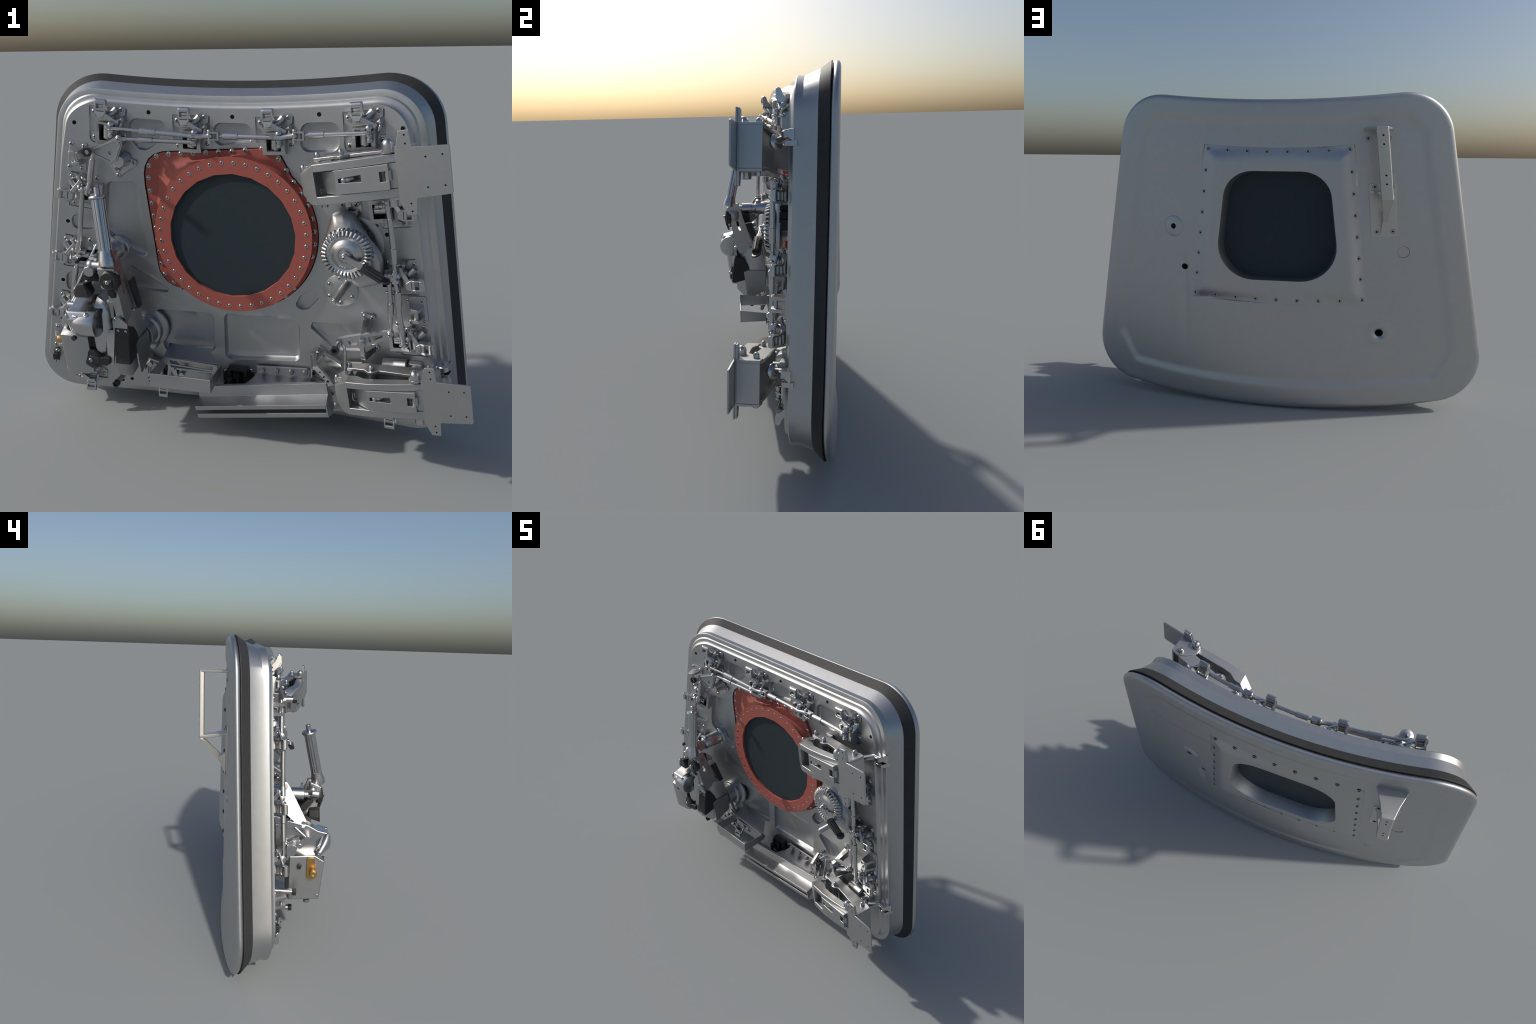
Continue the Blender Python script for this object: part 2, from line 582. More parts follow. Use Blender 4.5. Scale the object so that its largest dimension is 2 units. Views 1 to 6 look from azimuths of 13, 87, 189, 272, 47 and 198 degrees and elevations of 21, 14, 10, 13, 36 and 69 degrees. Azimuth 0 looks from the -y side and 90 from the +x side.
def spread(o, poly):
    x0, z0, a, mir = o
    c, s = math.cos(a), math.sin(a)
    out = []
    for x, z in poly:
        if mir:
            x = -x
        out.append((x0 + x * c - z * s, z0 + x * s + z * c))
    return out


pockets = []          # (loop, depth, fillet)


def pocket(pts, r, depth, fillet=.008, seg=6):
    pockets.append((rpoly(pts, r, seg), depth, fillet))


pocket([(-.418, 1.377), (-.272, 1.367), (-.270, 1.315), (-.328, 1.262), (-.356, 1.246), (-.386, 1.250), (-.421, 1.30)], [.035, .035, .03, .02, .02, .02, .03], .026)
pocket([(-.078, 1.360), (.076, 1.359), (.074, 1.287), (-.052, 1.270), (-.078, 1.288)], [.032, .032, .015, .02, .03], .026)
pocket([(.263, 1.366), (.410, 1.374), (.416, 1.263), (.266, 1.254)], .036, .026)
pocket([(-.698, .978), (-.60, .972), (-.593, .902), (-.703, .909)], .03, .02)
pocket([(-.755, .712), (-.67, .705), (-.66, .615), (-.765, .615)], .03, .02)
pocket([(-.536, 1.116), (-.402, 1.120), (-.386, .772), (-.455, .800), (-.562, .895), (-.562, .95)], [.03, .03, .02, .03, .03, .03], .034, .014)
pocket([(-.486, .757), (-.303, .634), (-.312, .612), (-.48, .625)], [.02, .008, .008, .02], .022, .006)
pocket([(-.385, .528), (-.108, .523), (-.106, .325), (-.340, .305)], [.03, .03, .03, .03], .032, .018)
pocket([(-.062, .527), (.277, .533), (.280, .328), (-.062, .288)], [.028, .032, .028, .028], .032, .018)
pocket([(.253, .598), (.275, .650), (.322, .694), (.354, .672), (.355, .645), (.314, .592), (.285, .583)], .022, .024, .004)
pocket([(.322, .506), (.332, .536), (.470, .548), (.494, .520), (.560, .455), (.548, .437), (.432, .416)], [.014, .014, .025, .02, .014, .014, .02], .024, .005)
for i, o in enumerate(LATCHES):
    low = -.085 if i in (0, 3) else -.054
    pad = [(-.078, .062), (.072, .062), (.072, low), (-.078, low)]
    pockets.append((rpoly(spread(o, pad), [.004, .004, .024, .024], 5), .008, .002))
for x, z in ((-.636, 1.36), (-.334, 1.398), (0, 1.383), (.334, 1.399), (.636, 1.36), (-.716, .945), (-.773, .671), (-.560, .143), (-.515, .150), (.610, .960)):
    pockets.append((circle(x, z, .0085, 14), .05, 0))

# loop of the red window frame
RED_LOOP = [(.35 * math.cos(t) - .002, .905 + .35 * math.sin(t)) for t in np.linspace(math.radians(47), math.radians(-128), 48)]
RED_LOOP += [(-.280, .646), (-.312, .668), (-.332, .698), (-.343, .727), (-.357, .90), (-.374, 1.10), (-.374, 1.150), (-.368, 1.182), (-.352, 1.212), (-.325, 1.234), (-.290, 1.244),
             (-.15, 1.252), (.02, 1.262), (.110, 1.268), (.160, 1.266), (.190, 1.245)]


def bottomless(l):
    return [p for p in l if p[1] > 0]


k = Kit()
# merge pads that overlap milled pockets by only cutting loops that do not cross others
cut = []
for loop, depth, fil in pockets:
    a = np.array(loop)
    if (inside(a, FACE)).all() and not inside(a, RED_LOOP).any() and not inside(np.array(RED_LOOP), loop).any() and \
            not any(inside(a, c[0]).any() or inside(np.array(c[0]), loop).any() for c in cut):
        cut.append((loop, depth, fil))
    else:
        print("pocket skipped", [tuple(np.round(v, 3)) for v in (a.min(0), a.max(0))])
sheet(k, FACE, [RED_LOOP] + [c[0] for c in cut], NF, .022)
for loop, depth, fil in cut:
    if fil:
        l1, l2, l3 = inset(loop, fil * .12), inset(loop, fil * .5), inset(loop, fil)
        fl = inset(loop, fil)
        wall(k, [(loop, NF), (inset(loop, fil * .06), NF + depth * .45), (inset(loop, fil * .2), NF + depth * .75), (l2, NF + depth * .94), (fl, NF + depth)])
        sheet(k, fl, [], NF + depth, .03)
    else:
        wall(k, [(loop, NF), (loop, NF + depth)])
        sheet(k, loop, [], NF + depth, 0)
wall(k, [(RED_LOOP, NF), (RED_LOOP, .075)])
bmesh.ops.remove_doubles(k.bm, verts=k.bm.verts, dist=1e-5)
inner = k.done("inner_panel", PANEL, bend=True, angle=32)

# ------------------------------------------------------------------ red window frame (flat, upright)
WC = (0.0, .907)
k = Kit()
NR, NO = 22, 44
world = [cone(x, .052, z) for x, z in RED_LOOP]
fl = [(p.x, p.z) for p in world]
fl = inset(fl, .004)
hole = circle(WC[0], WC[1], .318, NO)
k.plate(fl, [hole], (0, .037, 0), (1, 0, 0), (0, 0, 1), (0, .026, 0))
# collar between base plate and ring, flared at the upper left corner
loops = []
for t in (0, .12, .3, .5, .7, .88, 1):
    l = []
    for i in range(NO * 2):
        a = 2 * pi * i / (NO * 2)
        cor = math.exp(-((a - math.radians(138)) / .36) ** 2)
        top = math.exp(-((a - math.radians(66)) / .40) ** 2)
        out = .3235 + .003 * (1 - t) + .085 * cor * (1 - t) ** 2 * (1 + .25 * math.sin(9 * a)) + .018 * top * (1 - t) ** 1.6 * (1 + .3 * math.sin(14 * a))
        l.append((WC[0] + out * math.cos(a), .0375 + (-.0015 - .0375) * t, WC[1] + out * math.sin(a)))
    loops.append(l)
k.loft(loops)
red = k.done("window_frame_base", RED, angle=30)

k = Kit()
o = [(WC[0] + .3325 * math.cos(2 * pi * i / NO), WC[1] + .3325 * math.sin(2 * pi * i / NO)) for i in range(NO)]
a0 = math.radians(6)
h = [(WC[0] + .2655 * math.cos(2 * pi * i / NR + a0), WC[1] + .2655 * math.sin(2 * pi * i / NR + a0)) for i in range(NR)]
k.plate(o, [h], (0, -.0068, 0), (1, 0, 0), (0, 0, 1), (0, .006, 0))
k.loft([[(x, -.0008, z) for x, z in h], [(x, .034, z) for x, z in h]])
ring = k.done("window_frame_ring", RED, angle=30)
k = Kit()
k.prism([(WC[0] + .275 * math.cos(2 * pi * i / 40), WC[1] + .275 * math.sin(2 * pi * i / 40)) for i in range(40)], (0, .006, 0), w=(0, .006, 0))
k.done("inner_window_pane", GLASS)

# screws: flat countersunk, pan head
k = Kit()
k.lathe((0, 0, 0), (0, -1, 0), [(.0078, -.002), (.0078, .0004), (.007, .0012), (.0001, .0014)], 16, cap=False)
ring_screw = k.mesh("ring_screw", STEEL)
k = Kit()
for r in (0, pi / 2):
    k.box((0, -.0013, 0), (.0075, .0008, .0020), Matrix.Rotation(r, 3, "Y"))
cross_s = k.mesh("screw_cross", DARK)
k = Kit()
k.lathe((0, 0, 0), (0, -1, 0), [(.0125, -.001), (.0125, .0012), (.0105, .0014), (.0100, .004), (.0085, .0064), (.0055, .0078), (.0001, .0083)], 18, cap=False)
pan_screw = k.mesh("pan_screw", STEEL)
k = Kit()
for r in (0, pi / 2):
    k.box((0, -.0078, 0), (.0098, .0020, .0026), Matrix.Rotation(r, 3, "Y"))
cross_l = k.mesh("pan_cross", DARK)


def screw(parent, m, big=True, size=1.0, turn=0.0):
    m = m @ Matrix.Rotation(turn, 4, "Y") @ Matrix.Scale(size, 4)
    ob = put("pan_screw" if big else "ring_screw", pan_screw if big else ring_screw, parent, m)
    put("screw_cross", cross_l if big else cross_s, parent, m)
    return ob


for i in range(40):
    a = 2 * pi * (i + .66) / 40
    screw(ring, Matrix.Translation((WC[0] + .3085 * math.cos(a), -.0068, WC[1] + .3085 * math.sin(a))), False, 1.0, i * 1.7)
RS = [(-.356, 1.185), (-.320, 1.2255), (-.266, 1.235), (-.214, 1.2385), (-.161, 1.242), (-.108, 1.245), (-.055, 1.249), (.000, 1.2535), (.054, 1.259), (.187, 1.229), (.217, 1.184),
      (.247, 1.139), (.276, 1.094), (.304, 1.047), (.323, .995), (.333, .942), (.334, .888), (.327, .834), (-.361, 1.133), (-.359, 1.079), (-.355, 1.026),
      (-.351, .972), (-.348, .918), (-.345, .863), (-.340, .809), (-.335, .754), (-.323, .703), (-.284, .667), (-.239, .642), (.254, .686), (.217, .647), (.172, .614), (.123, .588)]
for i, (x, z) in enumerate(RS):
    screw(red, Matrix.Translation((x, .037, z)), True, .82, i * 1.3)
k = Kit()
k.lathe((-.274, .0355, 1.141), (0, 1, 0), [(.0001, 0), (.006, 0), (.006, .002)], 14, cap=False)
k.done("frame_vent_hole", DARK, red)

# ------------------------------------------------------------------ edge latch (x along edge, z towards the edge, -y into the cabin; h = -y)
k = Kit()
B = .008                                                  # floor of the recess
k.plate(rpoly([(-.046, .004), (.044, .004), (.044, -.080), (-.046, -.080)], .004), [rpoly([(-.030, -.004), (.034, -.004), (.034, -.066), (-.030, -.066)], .003)],
        (0, B, 0), (1, 0, 0), (0, 0, 1), (0, -.040, 0))
k.prism(rpoly([(-.030, .034), (-.055, .052), (-.075, .052), (-.075, .024), (-.046, .0)], .006), (0, B, 0), w=(0, -.006, 0))
k.prism(rpoly([(-.046, -.035), (-.072, -.040), (-.074, -.078), (-.046, -.082)], .008), (0, B, 0), w=(0, -.006, 0))
k.prism(rpoly([(.044, -.026), (.078, -.032), (.080, -.062), (.044, -.066)], .008), (0, B, 0), w=(0, -.008, 0))
k.prism(rpoly([(.028, .030), (.034, .078), (.068, .072), (.066, .036), (.044, .022)], .008), (0, B, 0), w=(0, -.010, 0))
k.cyl((.034, -.012, .058), (.012, -.020, .034), .014, .012)
k.hull([(-.040, B, .004), (-.040, B, -.05), (-.012, B, .004), (-.040, -.042, -.002), (-.040, -.03, -.04), (-.030, -.042, -.002), (-.030, -.03, -.04)])
k.cyl((-.034, -.020, .020), (.030, -.020, .020), .013)
k.box((.036, -.022, -.036), (.014, .036, .056))
k.box((.006, .004, -.035), (.048, .006, .060))
k.cyl((.004, -.008, -.004), (.004, -.008, -.064), .014)
latch_mount = k.mesh("latch_mount", PAINT)
k = Kit()
k.box((-.024, -.004, -.035), (.013, .008, .060))
latch_void = k.mesh("latch_slot", DARK)

k = Kit()                                                  # hook: carrier with a windowed nose and roller
k.hull([(-.044, -.012, .030), (-.044, -.052, .046), (-.044, -.060, .064), (-.044, -.026, .022), (-.034, -.012, .030), (-.034, -.052, .046), (-.034, -.060, .064), (-.034, -.026, .022)])
k.hull([(-.034, -.050, .054), (.004, -.050, .054), (-.028, -.064, .030), (-.006, -.064, .030), (.006, -.062, .050), (-.038, -.062, .050), (-.030, -.034, .030), (0, -.034, .030)])
for sx in (-1, 1):
    x = -.016 + sx * .0185
    k.prism(rpoly([(.030, .030), (.060, .046), (.066, .062), (.064, .092), (.056, .098), (.046, .094), (.036, .070), (.018, .050)], .004), (x - .0035, 0, 0), (0, -1, 0), (0, 0, 1), (.007, 0, 0))
k.cyl((-.034, -.055, .086), (.002, -.055, .086), .0115)
k.box((-.016, -.050, .057), (.034, .026, .010))
latch_hook = k.mesh("latch_hook", STEEL)

k = Kit()                                                  # over-centre link bar and its lug
k.beam((-.006, -.056, .040), (.050, -.044, .006), .017, .008)
k.cyl((.036, -.022, .012), (.066, -.034, .024), .010)
k.tube([(.060, -.010, .020), (.062, -.032, .010), (.058, -.040, -.004), (.052, -.030, -.014)], .006, 10, 1)
k.hull([(.006, -.012, .006), (.036, -.012, .006), (.006, -.044, .0), (.036, -.044, .0), (.012, -.012, -.022), (.036, -.012, -.022), (.018, -.034, .012), (.030, -.034, .012)])
latch_bar = k.mesh("latch_link", STEEL)

k = Kit()                                                  # bell crank with the rod-end pin
k.lathe((.004, -.030, -.004), (0, 0, -1), [(.0165, 0), (.0165, .052)], 20)
k.lathe((.026, -.060, .012), (0, 0, -1), [(.004, -.002), (.011, 0), (.0135, .005), (.0135, .009), (.009, .010), (.009, .030), (.013, .031), (.013, .036), (.009, .037), (.009, .044), (.0115, .045), (.0115, .058), (.008, .060)], 20)
k.hull([(.006, -.03, -.012), (.006, -.03, -.02), (.034, -.066, -.012), (.034, -.066, -.020), (.016, -.066, -.012), (.016, -.066, -.020), (.03, -.03, -.012), (.03, -.03, -.020)])
latch_crank = k.mesh("latch_crank", STEEL)


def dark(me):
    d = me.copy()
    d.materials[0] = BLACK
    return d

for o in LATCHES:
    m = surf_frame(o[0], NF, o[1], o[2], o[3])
    shade = dark if o[0] == 0 else (lambda me: me)           # the latch behind the guide rail looks dark
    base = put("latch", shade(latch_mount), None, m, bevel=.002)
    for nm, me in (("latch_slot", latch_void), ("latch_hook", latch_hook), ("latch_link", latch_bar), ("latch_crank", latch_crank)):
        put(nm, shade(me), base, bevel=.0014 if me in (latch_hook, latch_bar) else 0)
    for i, (x, z, y) in enumerate(((-.060, .040, .002), (.052, .058, -.002), (-.059, -.060, .002), (.062, -.046, .0))):
        screw(base, Matrix.Translation((x, y, z)), True, .88 if i % 3 else .95, i + o[0] * 9)

# ------------------------------------------------------------------ push rods
def rod(name, pts, radii, mat=STEEL, parent=None, smooth_=0):
    k = Kit()
    for (a, b), r in zip(zip(pts, pts[1:]), radii):
        k.cyl(a, b, r, seg=16)
    for p, r0, r1 in zip(pts[1:-1], radii, radii[1:]):
        if abs(r0 - r1) < .002:
            k.ball(p, max(r0, r1) * 1.0)
    return k.done(name, mat, parent, bend=True)


def eye(k, p, r=.016, t=.012, axis=(0, 0, 1)):
    p, axis = V(p), V(axis).normalized()
    k.lathe(p - axis * t / 2, axis, [(r * .8, 0), (r, t * .2), (r, t * .8), (r * .8, t)], 18)


y0 = -.018
rods = rod("top_push_rod", [(-.486, y0, 1.348), (-.352, y0, 1.336), (-.289, y0, 1.330), (-.14, y0, 1.318)], [.0062, .0125, .0095])
k = Kit()
eye(k, (-.478, -.018, 1.348)); eye(k, (-.142, -.018, 1.318))
k.tube([(-.142, -.018, 1.318), (-.110, -.018, 1.316), (-.09, -.014, 1.317), (-.074, -.012, 1.3185)], [.012, .0095, .0095, .012], 14, 0)
eye(k, (-.074, -.012, 1.3185), .013, .018)
k.done("rod_eye", STEEL, rods, bend=True)
rod("crank_push_rod", [(-.418, y0, 1.305), (-.360, y0, 1.302), (-.303, y0, 1.299), (-.142, y0, 1.294)], [.0065, .0115, .0085])
k = Kit()
for s in (-1, 1):
    k.beam((-.442, -.018 + s * .008, 1.3065), (-.412, -.018 + s * .005, 1.3045), .014, .004, (0, 1, 0))
eye(k, (-.140, -.018, 1.294), .0145)
k.done("rod_fork", STEEL, rods, bend=True)


def clevis(k, x, y, z):
    for s in (-1, 1):
        k.box((x + .014, y, z + s * .013), (.040, .026, .005))
    k.box((x + .036, y, z), (.007, .026, .031))
    k.cyl((x, y, z + .020), (x, y, z - .020), .008)
    k.dome((x, y, z + .017), (0, 0, 1), .010, .008)
    k.cyl((x, y, z - .03), (x, y, z - .016), .009, seg=6)


for x0, x1, zc, z1, nx, yy in ((-.074, .170, 1.3185, 1.319, "a", -.012), (.258, .527, 1.3275, 1.348, "b", -.010)):
    k = Kit()
    clevis(k, x0, yy, zc)
    k.done("rod_clevis", STEEL, rods, bend=True, bevel=.001)
    f = (z1 - zc) / (x1 - x0)
    s0 = x0 + .054
    rod("link_push_rod", [(x0 + .038, yy, zc + .038 * f), (s0, yy, zc + .054 * f), (s0 + .058, yy, zc + .112 * f), (x1, yy - .002, z1)], [.0062, .0125, .0092])
k = Kit()
eye(k, (.170, -.014, 1.319)); eye(k, (.527, -.010, 1.348), .0145)
k.tube([(.170, -.014, 1.319), (.205, -.014, 1.318), (.232, -.011, 1.324), (.258, -.010, 1.3275)], [.012, .0095, .0095, .012], 14)
eye(k, (.258, -.010, 1.3275), .013, .018)
k.done("rod_eye", STEEL, rods, bend=True)

rod("side_push_rod", [(-.549, -.010, 1.258), (-.559, -.010, 1.222), (-.574, -.010, 1.160), (-.579, -.010, 1.133), (-.598, -.010, 1.085)], [.008, .0125, .0125, .0095])
rod("side_push_rod", [(-.612, -.012, 1.108), (-.616, -.012, 1.090), (-.654, -.012, .877), (-.667, -.012, .837), (-.675, -.012, .805), (-.684, -.012, .758)], [.0115, .0105, .0125, .0065, .0085])
rod("side_push_rod", [(-.684, -.012, .760), (-.694, -.012, .720), (-.712, -.012, .639), (-.726, -.012, .556)], [.0125, .0115, .0085])
rod("side_push_rod", [(.609, -.012, 1.112), (.628, -.014, 1.042), (.649, -.014, .933), (.655, -.014, .875), (.662, -.014, .843), (.664, -.016, .806), (.679, -.014, .763), (.687, -.014, .700), (.721, -.014, .536)],
    [.0095, .0105, .0135, .0075, .0095, .0085, .0135, .0105])
rod("side_push_rod", [(.641, -.012, .822), (.656, -.012, .709), (.661, -.012, .660), (.667, -.012, .590)], [.0095, .0125, .0065])
k = Kit()
for p, ax in (((-.598, -.010, 1.085), (1, 0, .2)), ((-.614, -.012, 1.098), (1, 0, .2)), ((-.675, -.012, .805), (1, 0, .2)), ((-.726, -.012, .556), (1, 0, .2)), ((-.700, -.012, .560), (1, 0, .2)),
              ((.612, -.012, 1.106), (1, 0, -.2)), ((.664, -.016, .806), (1, 0, -.2)), ((.641, -.012, .818), (1, 0, -.2)), ((.721, -.014, .538), (1, 0, -.2))):
    eye(k, p, .0145, .013, ax)
    k.cyl(V(p) - V(ax) * .016, V(p) + V(ax) * .016, .0075)
k.done("rod_eye", STEEL, rods, bend=True)

# ------------------------------------------------------------------ upper left bell crank
k = Kit()
k.plate(rpoly([(-.572, 1.262), (-.552, 1.276), (-.508, 1.285), (-.446, 1.316), (-.424, 1.308), (-.428, 1.278), (-.455, 1.215), (-.478, 1.206), (-.545, 1.242), (-.570, 1.248)], .010),
        [circle(-.477, 1.252, .0085, 16)], (0, -.026, 0), (1, 0, 0), (0, 0, 1), (0, .012, 0))
bell = k.done("bell_crank", PAINT, bend=True, bevel=.003)
k = Kit()
lp = rpoly([(-.545, 1.262), (-.512, 1.274), (-.452, 1.298), (-.436, 1.284), (-.462, 1.226), (-.478, 1.218), (-.540, 1.247)], .012)
k.loft([[(x, -.0265, z) for x, z in inset(lp, -.006)], [(x, -.030, z) for x, z in inset(lp, -.005)], [(x, -.030, z) for x, z in lp], [(x, -.0265, z) for x, z in inset(lp, .001)]])
k.done("crank_rib", PAINT, bell, bend=True)
k = Kit()
k.prism(rpoly([(-.404, 1.207), (-.395, 1.190), (-.470, 1.140), (-.486, 1.142), (-.530, 1.218), (-.470, 1.245)], .010), (0, .056, 0), w=(0, -.009, 0))
k.hull([(-.505, .048, 1.215), (-.478, .048, 1.165), (-.43, .048, 1.195), (-.44, .048, 1.235), (-.490, .0, 1.205), (-.470, -.01, 1.185), (-.445, .0, 1.20), (-.450, -.01, 1.225)])
k.lathe((-.452, .03, 1.213), (0, -1, 0), [(.034, -.02), (.030, 0), (.026, .02), (.024, .048)], 24)
k.lathe((-.476, .048, 1.178), (.4, -1, .5), [(.016, 0), (.012, .02), (.010, .06)], 16)
k.hull([(-.487, .047, 1.165), (-.470, .047, 1.158), (-.482, -.02, 1.215), (-.466, -.02, 1.205), (-.495, .047, 1.18), (-.46, .047, 1.17), (-.478, -.02, 1.222), (-.458, -.02, 1.215)])
k.done("crank_pedestal", STEEL, bell, bend=True, bevel=.003)
k = Kit()
k.tube([(-.556, -.020, 1.262), (-.556, -.072, 1.262)], .0125, 18)
k.dome((-.436, -.026, 1.3065), (0, -1, 0), .014, .008)
k.done("crank_pin", STEEL, bell, bend=True)
k = Kit()
k.loft([[(-.556 + r * math.cos(t), n, 1.262 + r * math.sin(t)) for t in np.linspace(0, 2 * pi, 7)[:-1]] for r, n in ((.0185, -.060), (.019, -.078), (.011, -.078), (.010, -.066))], cap0=True, cap1=True)
k.done("crank_pin_cap", BLACK, bell, bend=True)
for x, z in ((-.408, 1.198), (-.477, 1.147), (-.520, 1.217)):
    screw(bell, surf_frame(x, .047, z), True, .9, x * 5)
screw(bell, surf_frame(-.436, -.034, 1.3065), True, .8)


# ------------------------------------------------------------------ bracket pads with cross pin
def bracket_pad(pts, scr, a, b, name="pin_bracket"):
    k = Kit()
    k.prism(rpoly(pts, .009), (0, .058, 0), w=(0, -.010, 0))
    c = [sum(p[i] for p in pts) / 4 for i in (0, 1)]
    for z, tilt in ((a, 1), (b, -1)):
        w = .028
        x = c[0] + (c[1] - z) * .19
        k.loft([[(x - w, .049, z - .008), (x + w, .049, z - .008), (x + w, .049, z + .008), (x - w, .049, z + .008)],
                [(x - w * .55, .0, z - .007), (x + w * .75, .0, z - .007), (x + w * .75, .0, z + .007), (x - w * .55, .0, z + .007)],
                [(x - w * .3, -.008, z - .007), (x + w * .5, -.008, z - .007), (x + w * .5, -.008, z + .007), (x - w * .3, -.008, z + .007)]], cap0=True, cap1=True)
    xa, xb = c[0] + (c[1] - a) * .19, c[0] + (c[1] - b) * .19
    k.cyl((xa + .004, .010, a), (xb + .004, .010, b), .0085)
    ob = k.done(name, PAINT, bend=True, bevel=.0025)
    for i, (x, z) in enumerate(scr):
        screw(ob, surf_frame(x, .048, z), True, .85, i)
    return ob


bracket_pad([(-.662, 1.289), (-.591, 1.277), (-.611, 1.156), (-.689, 1.166)], [(-.656, 1.277), (-.606, 1.267), (-.675, 1.184), (-.625, 1.175)], 1.247, 1.204)
bracket_pad([(.700, .721), (.775, .734), (.796, .619), (.718, .606)], [(.713, .708), (.763, .717), (.730, .617), (.782, .628)], .690, .646)
bracket_pad([(-.837, .454), (-.760, .454), (-.778, .333), (-.855, .341)], [(-.825, .443), (-.775, .440), (-.843, .352), (-.79, .346)], .415, .372)

k = Kit()
k.prism(rpoly([(-.858, .325), (-.833, .328), (-.846, .252), (-.868, .252)], .010), (0, .056, 0), w=(0, -.010, 0))
k.box((-.851, .040, .289), (.026, .020, .032))
clip = k.done("black_clip", BLACK, bend=True, bevel=.003)
for x, z in ((-.844, .316), (-.855, .262)):
    screw(clip, surf_frame(x, .046, z), True, .85)

# ------------------------------------------------------------------ vent handwheel on its housing
k = Kit()
hp = rpoly([(.405, 1.035), (.452, 1.060), (.490, 1.045), (.600, .905), (.612, .875), (.622, .800), (.610, .775), (.530, .745), (.500, .755), (.400, .84), (.372, .90)], [.03, .02, .02, .03, .02, .02, .02, .03, .03, .05, .05])
k.loft([[(x, .008, z) for x, z in hp], [(x, -.002, z) for x, z in inset(hp, .002)], [(x, -.014, z) for x, z in inset(hp, .012)], [(x, -.032, z) for x, z in [(.481 + (x - .481) * .70, .900 + (z - .9) * .70) for x, z in hp]]], cap0=True, cap1=True)
wheel_house = k.done("valve_housing", PAINT, bend=True, angle=40)
k = Kit()
k.lathe((.492, .058, .908), (0, -1, 0), [(.112, 0), (.112, .006), (.104, .008), (.06, .010), (.058, .05), (.04, .05)], 40)
k.lathe((.476, .03, 1.028), (0, -1, 0), [(.02, 0), (.02, .02)], 16)
k.done("valve_body", PAINT, wheel_house, bend=True)
k = Kit()
k.prism(rpoly([(.425, 1.075), (.475, 1.085), (.508, 1.070), (.512, 1.040), (.478, 1.02), (.43, 1.03)], .014), (0, .056, 0), w=(0, -.010, 0))
k.hull([(.448, .046, 1.075), (.462, .046, 1.075), (.448, .046, 1.03), (.462, .046, 1.03), (.450, .012, 1.05), (.460, .012, 1.05), (.446, .0, 1.025), (.466, .0, 1.025)])
k.hull([(.470, .046, 1.04), (.505, .046, 1.05), (.51, .046, 1.03), (.47, .02, 1.03), (.495, .015, 1.03), (.49, .0, 1.02), (.47, .0, 1.02)])
vb = k.done("valve_bracket", STEEL, wheel_house, bend=True, bevel=.002)
for x, z in ((.438, 1.068), (.492, 1.073)):
    screw(vb, surf_frame(x, .046, z), True, 1.05, x * 20)
k = Kit()
for (x, z), (sx, sz), a in (((.520, .992), (.040, .018), -.65), ((.548, .958), (.034, .024), -.85), ((.566, .928), (.040, .020), -1.2)):
    k.box((x, .020, z), (sx, .034, sz), Matrix.Rotation(-a, 3, "Y"))
k.done("valve_vent_block", BLACK, wheel_house, bend=True)

WH = surf_frame(.481, -.036, .898)
k = Kit()
prof = [(.06, .010), (.097, .010), (.0985, .004), (.0985, -.003), (.083, -.014), (.072, -.020), (.060, -.016), (.050, -.022), (.036, -.030), (.030, -.030), (.027, -.026), (.022, -.026), (.019, -.036), (.010, -.038), (.0001, -.038)]
k.lathe((0, 0, 0), (0, 1, 0), prof, 48, cap=False)
wheel = put("valve_wheel", k.mesh("valve_wheel", STEEL, angle=40), wheel_house, WH)
k = Kit()
k.tube([(.066, -.012, 0), (.080, -.021, 0), (.092, -.016, 0), (.0985, -.003, 0), (.094, .006, 0)], [.0045, .0062, .0066, .006, .004], 8, 0)
rib = k.mesh("wheel_rib", STEEL)
for i in range(36):
    put("wheel_rib", rib, wheel, Matrix.Rotation(2 * pi * i / 36, 4, "Y"))
# crank arm and folding grip
k = Kit()
k.cyl((.481, -.055, .898), (.481, -.086, .898), .015)
k.beam((.481, -.081, .898), (.560, -.083, .868), .022, .012)
k.beam((.535, -.081, .877), (.575, -.084, .862), .024, .020)
arm = k.done("wheel_crank", STEEL, wheel_house, bend=True, bevel=.003)
k = Kit()
d = (V((.632, -.082, .832)) - V((.556, -.084, .868))).normalized()
k.lathe((.556, -.084, .868), d, [(.012, 0), (.0185, .004), (.0185, .080), (.014, .084)], 80, flute=8, depth=.16)
k.box((.563, -.084, .865), (.026, .030, .026), Matrix.Rotation(.44, 3, "Y"))
k.lathe((.641, -.079, .824), (.25, -.3, .9), [(.018, 0), (.02, .002), (.02, .005), (.018, .007)], 20)
k.cyl((.630, -.081, .832), (.643, -.079, .826), .008)
k.done("crank_grip", BLACK, wheel_house, bend=True)
screw(wheel_house, surf_frame(.481, -.086, .898), True, .8)

k = Kit()
k.lathe((.445, .062, .700), (0, -1, 0), [(.070, 0), (.070, .012), (.067, .014)], 40)
disc = k.done("round_cover", PAINT, bend=True)
k = Kit()
k.cyl((.474, .048, .742), (.441, -.050, .695), .0155)
k.cyl((.441, -.050, .695), (.4395, -.056, .693), .0115)
k.done("cover_pin", PAINT, disc, bend=True, bevel=.002)
for i, (x, z) in enumerate(((.441, .757), (.400, .726), (.402, .672), (.449, .648), (.494, .680))):
    screw(disc, surf_frame(x, .048, z), True, .85, i)

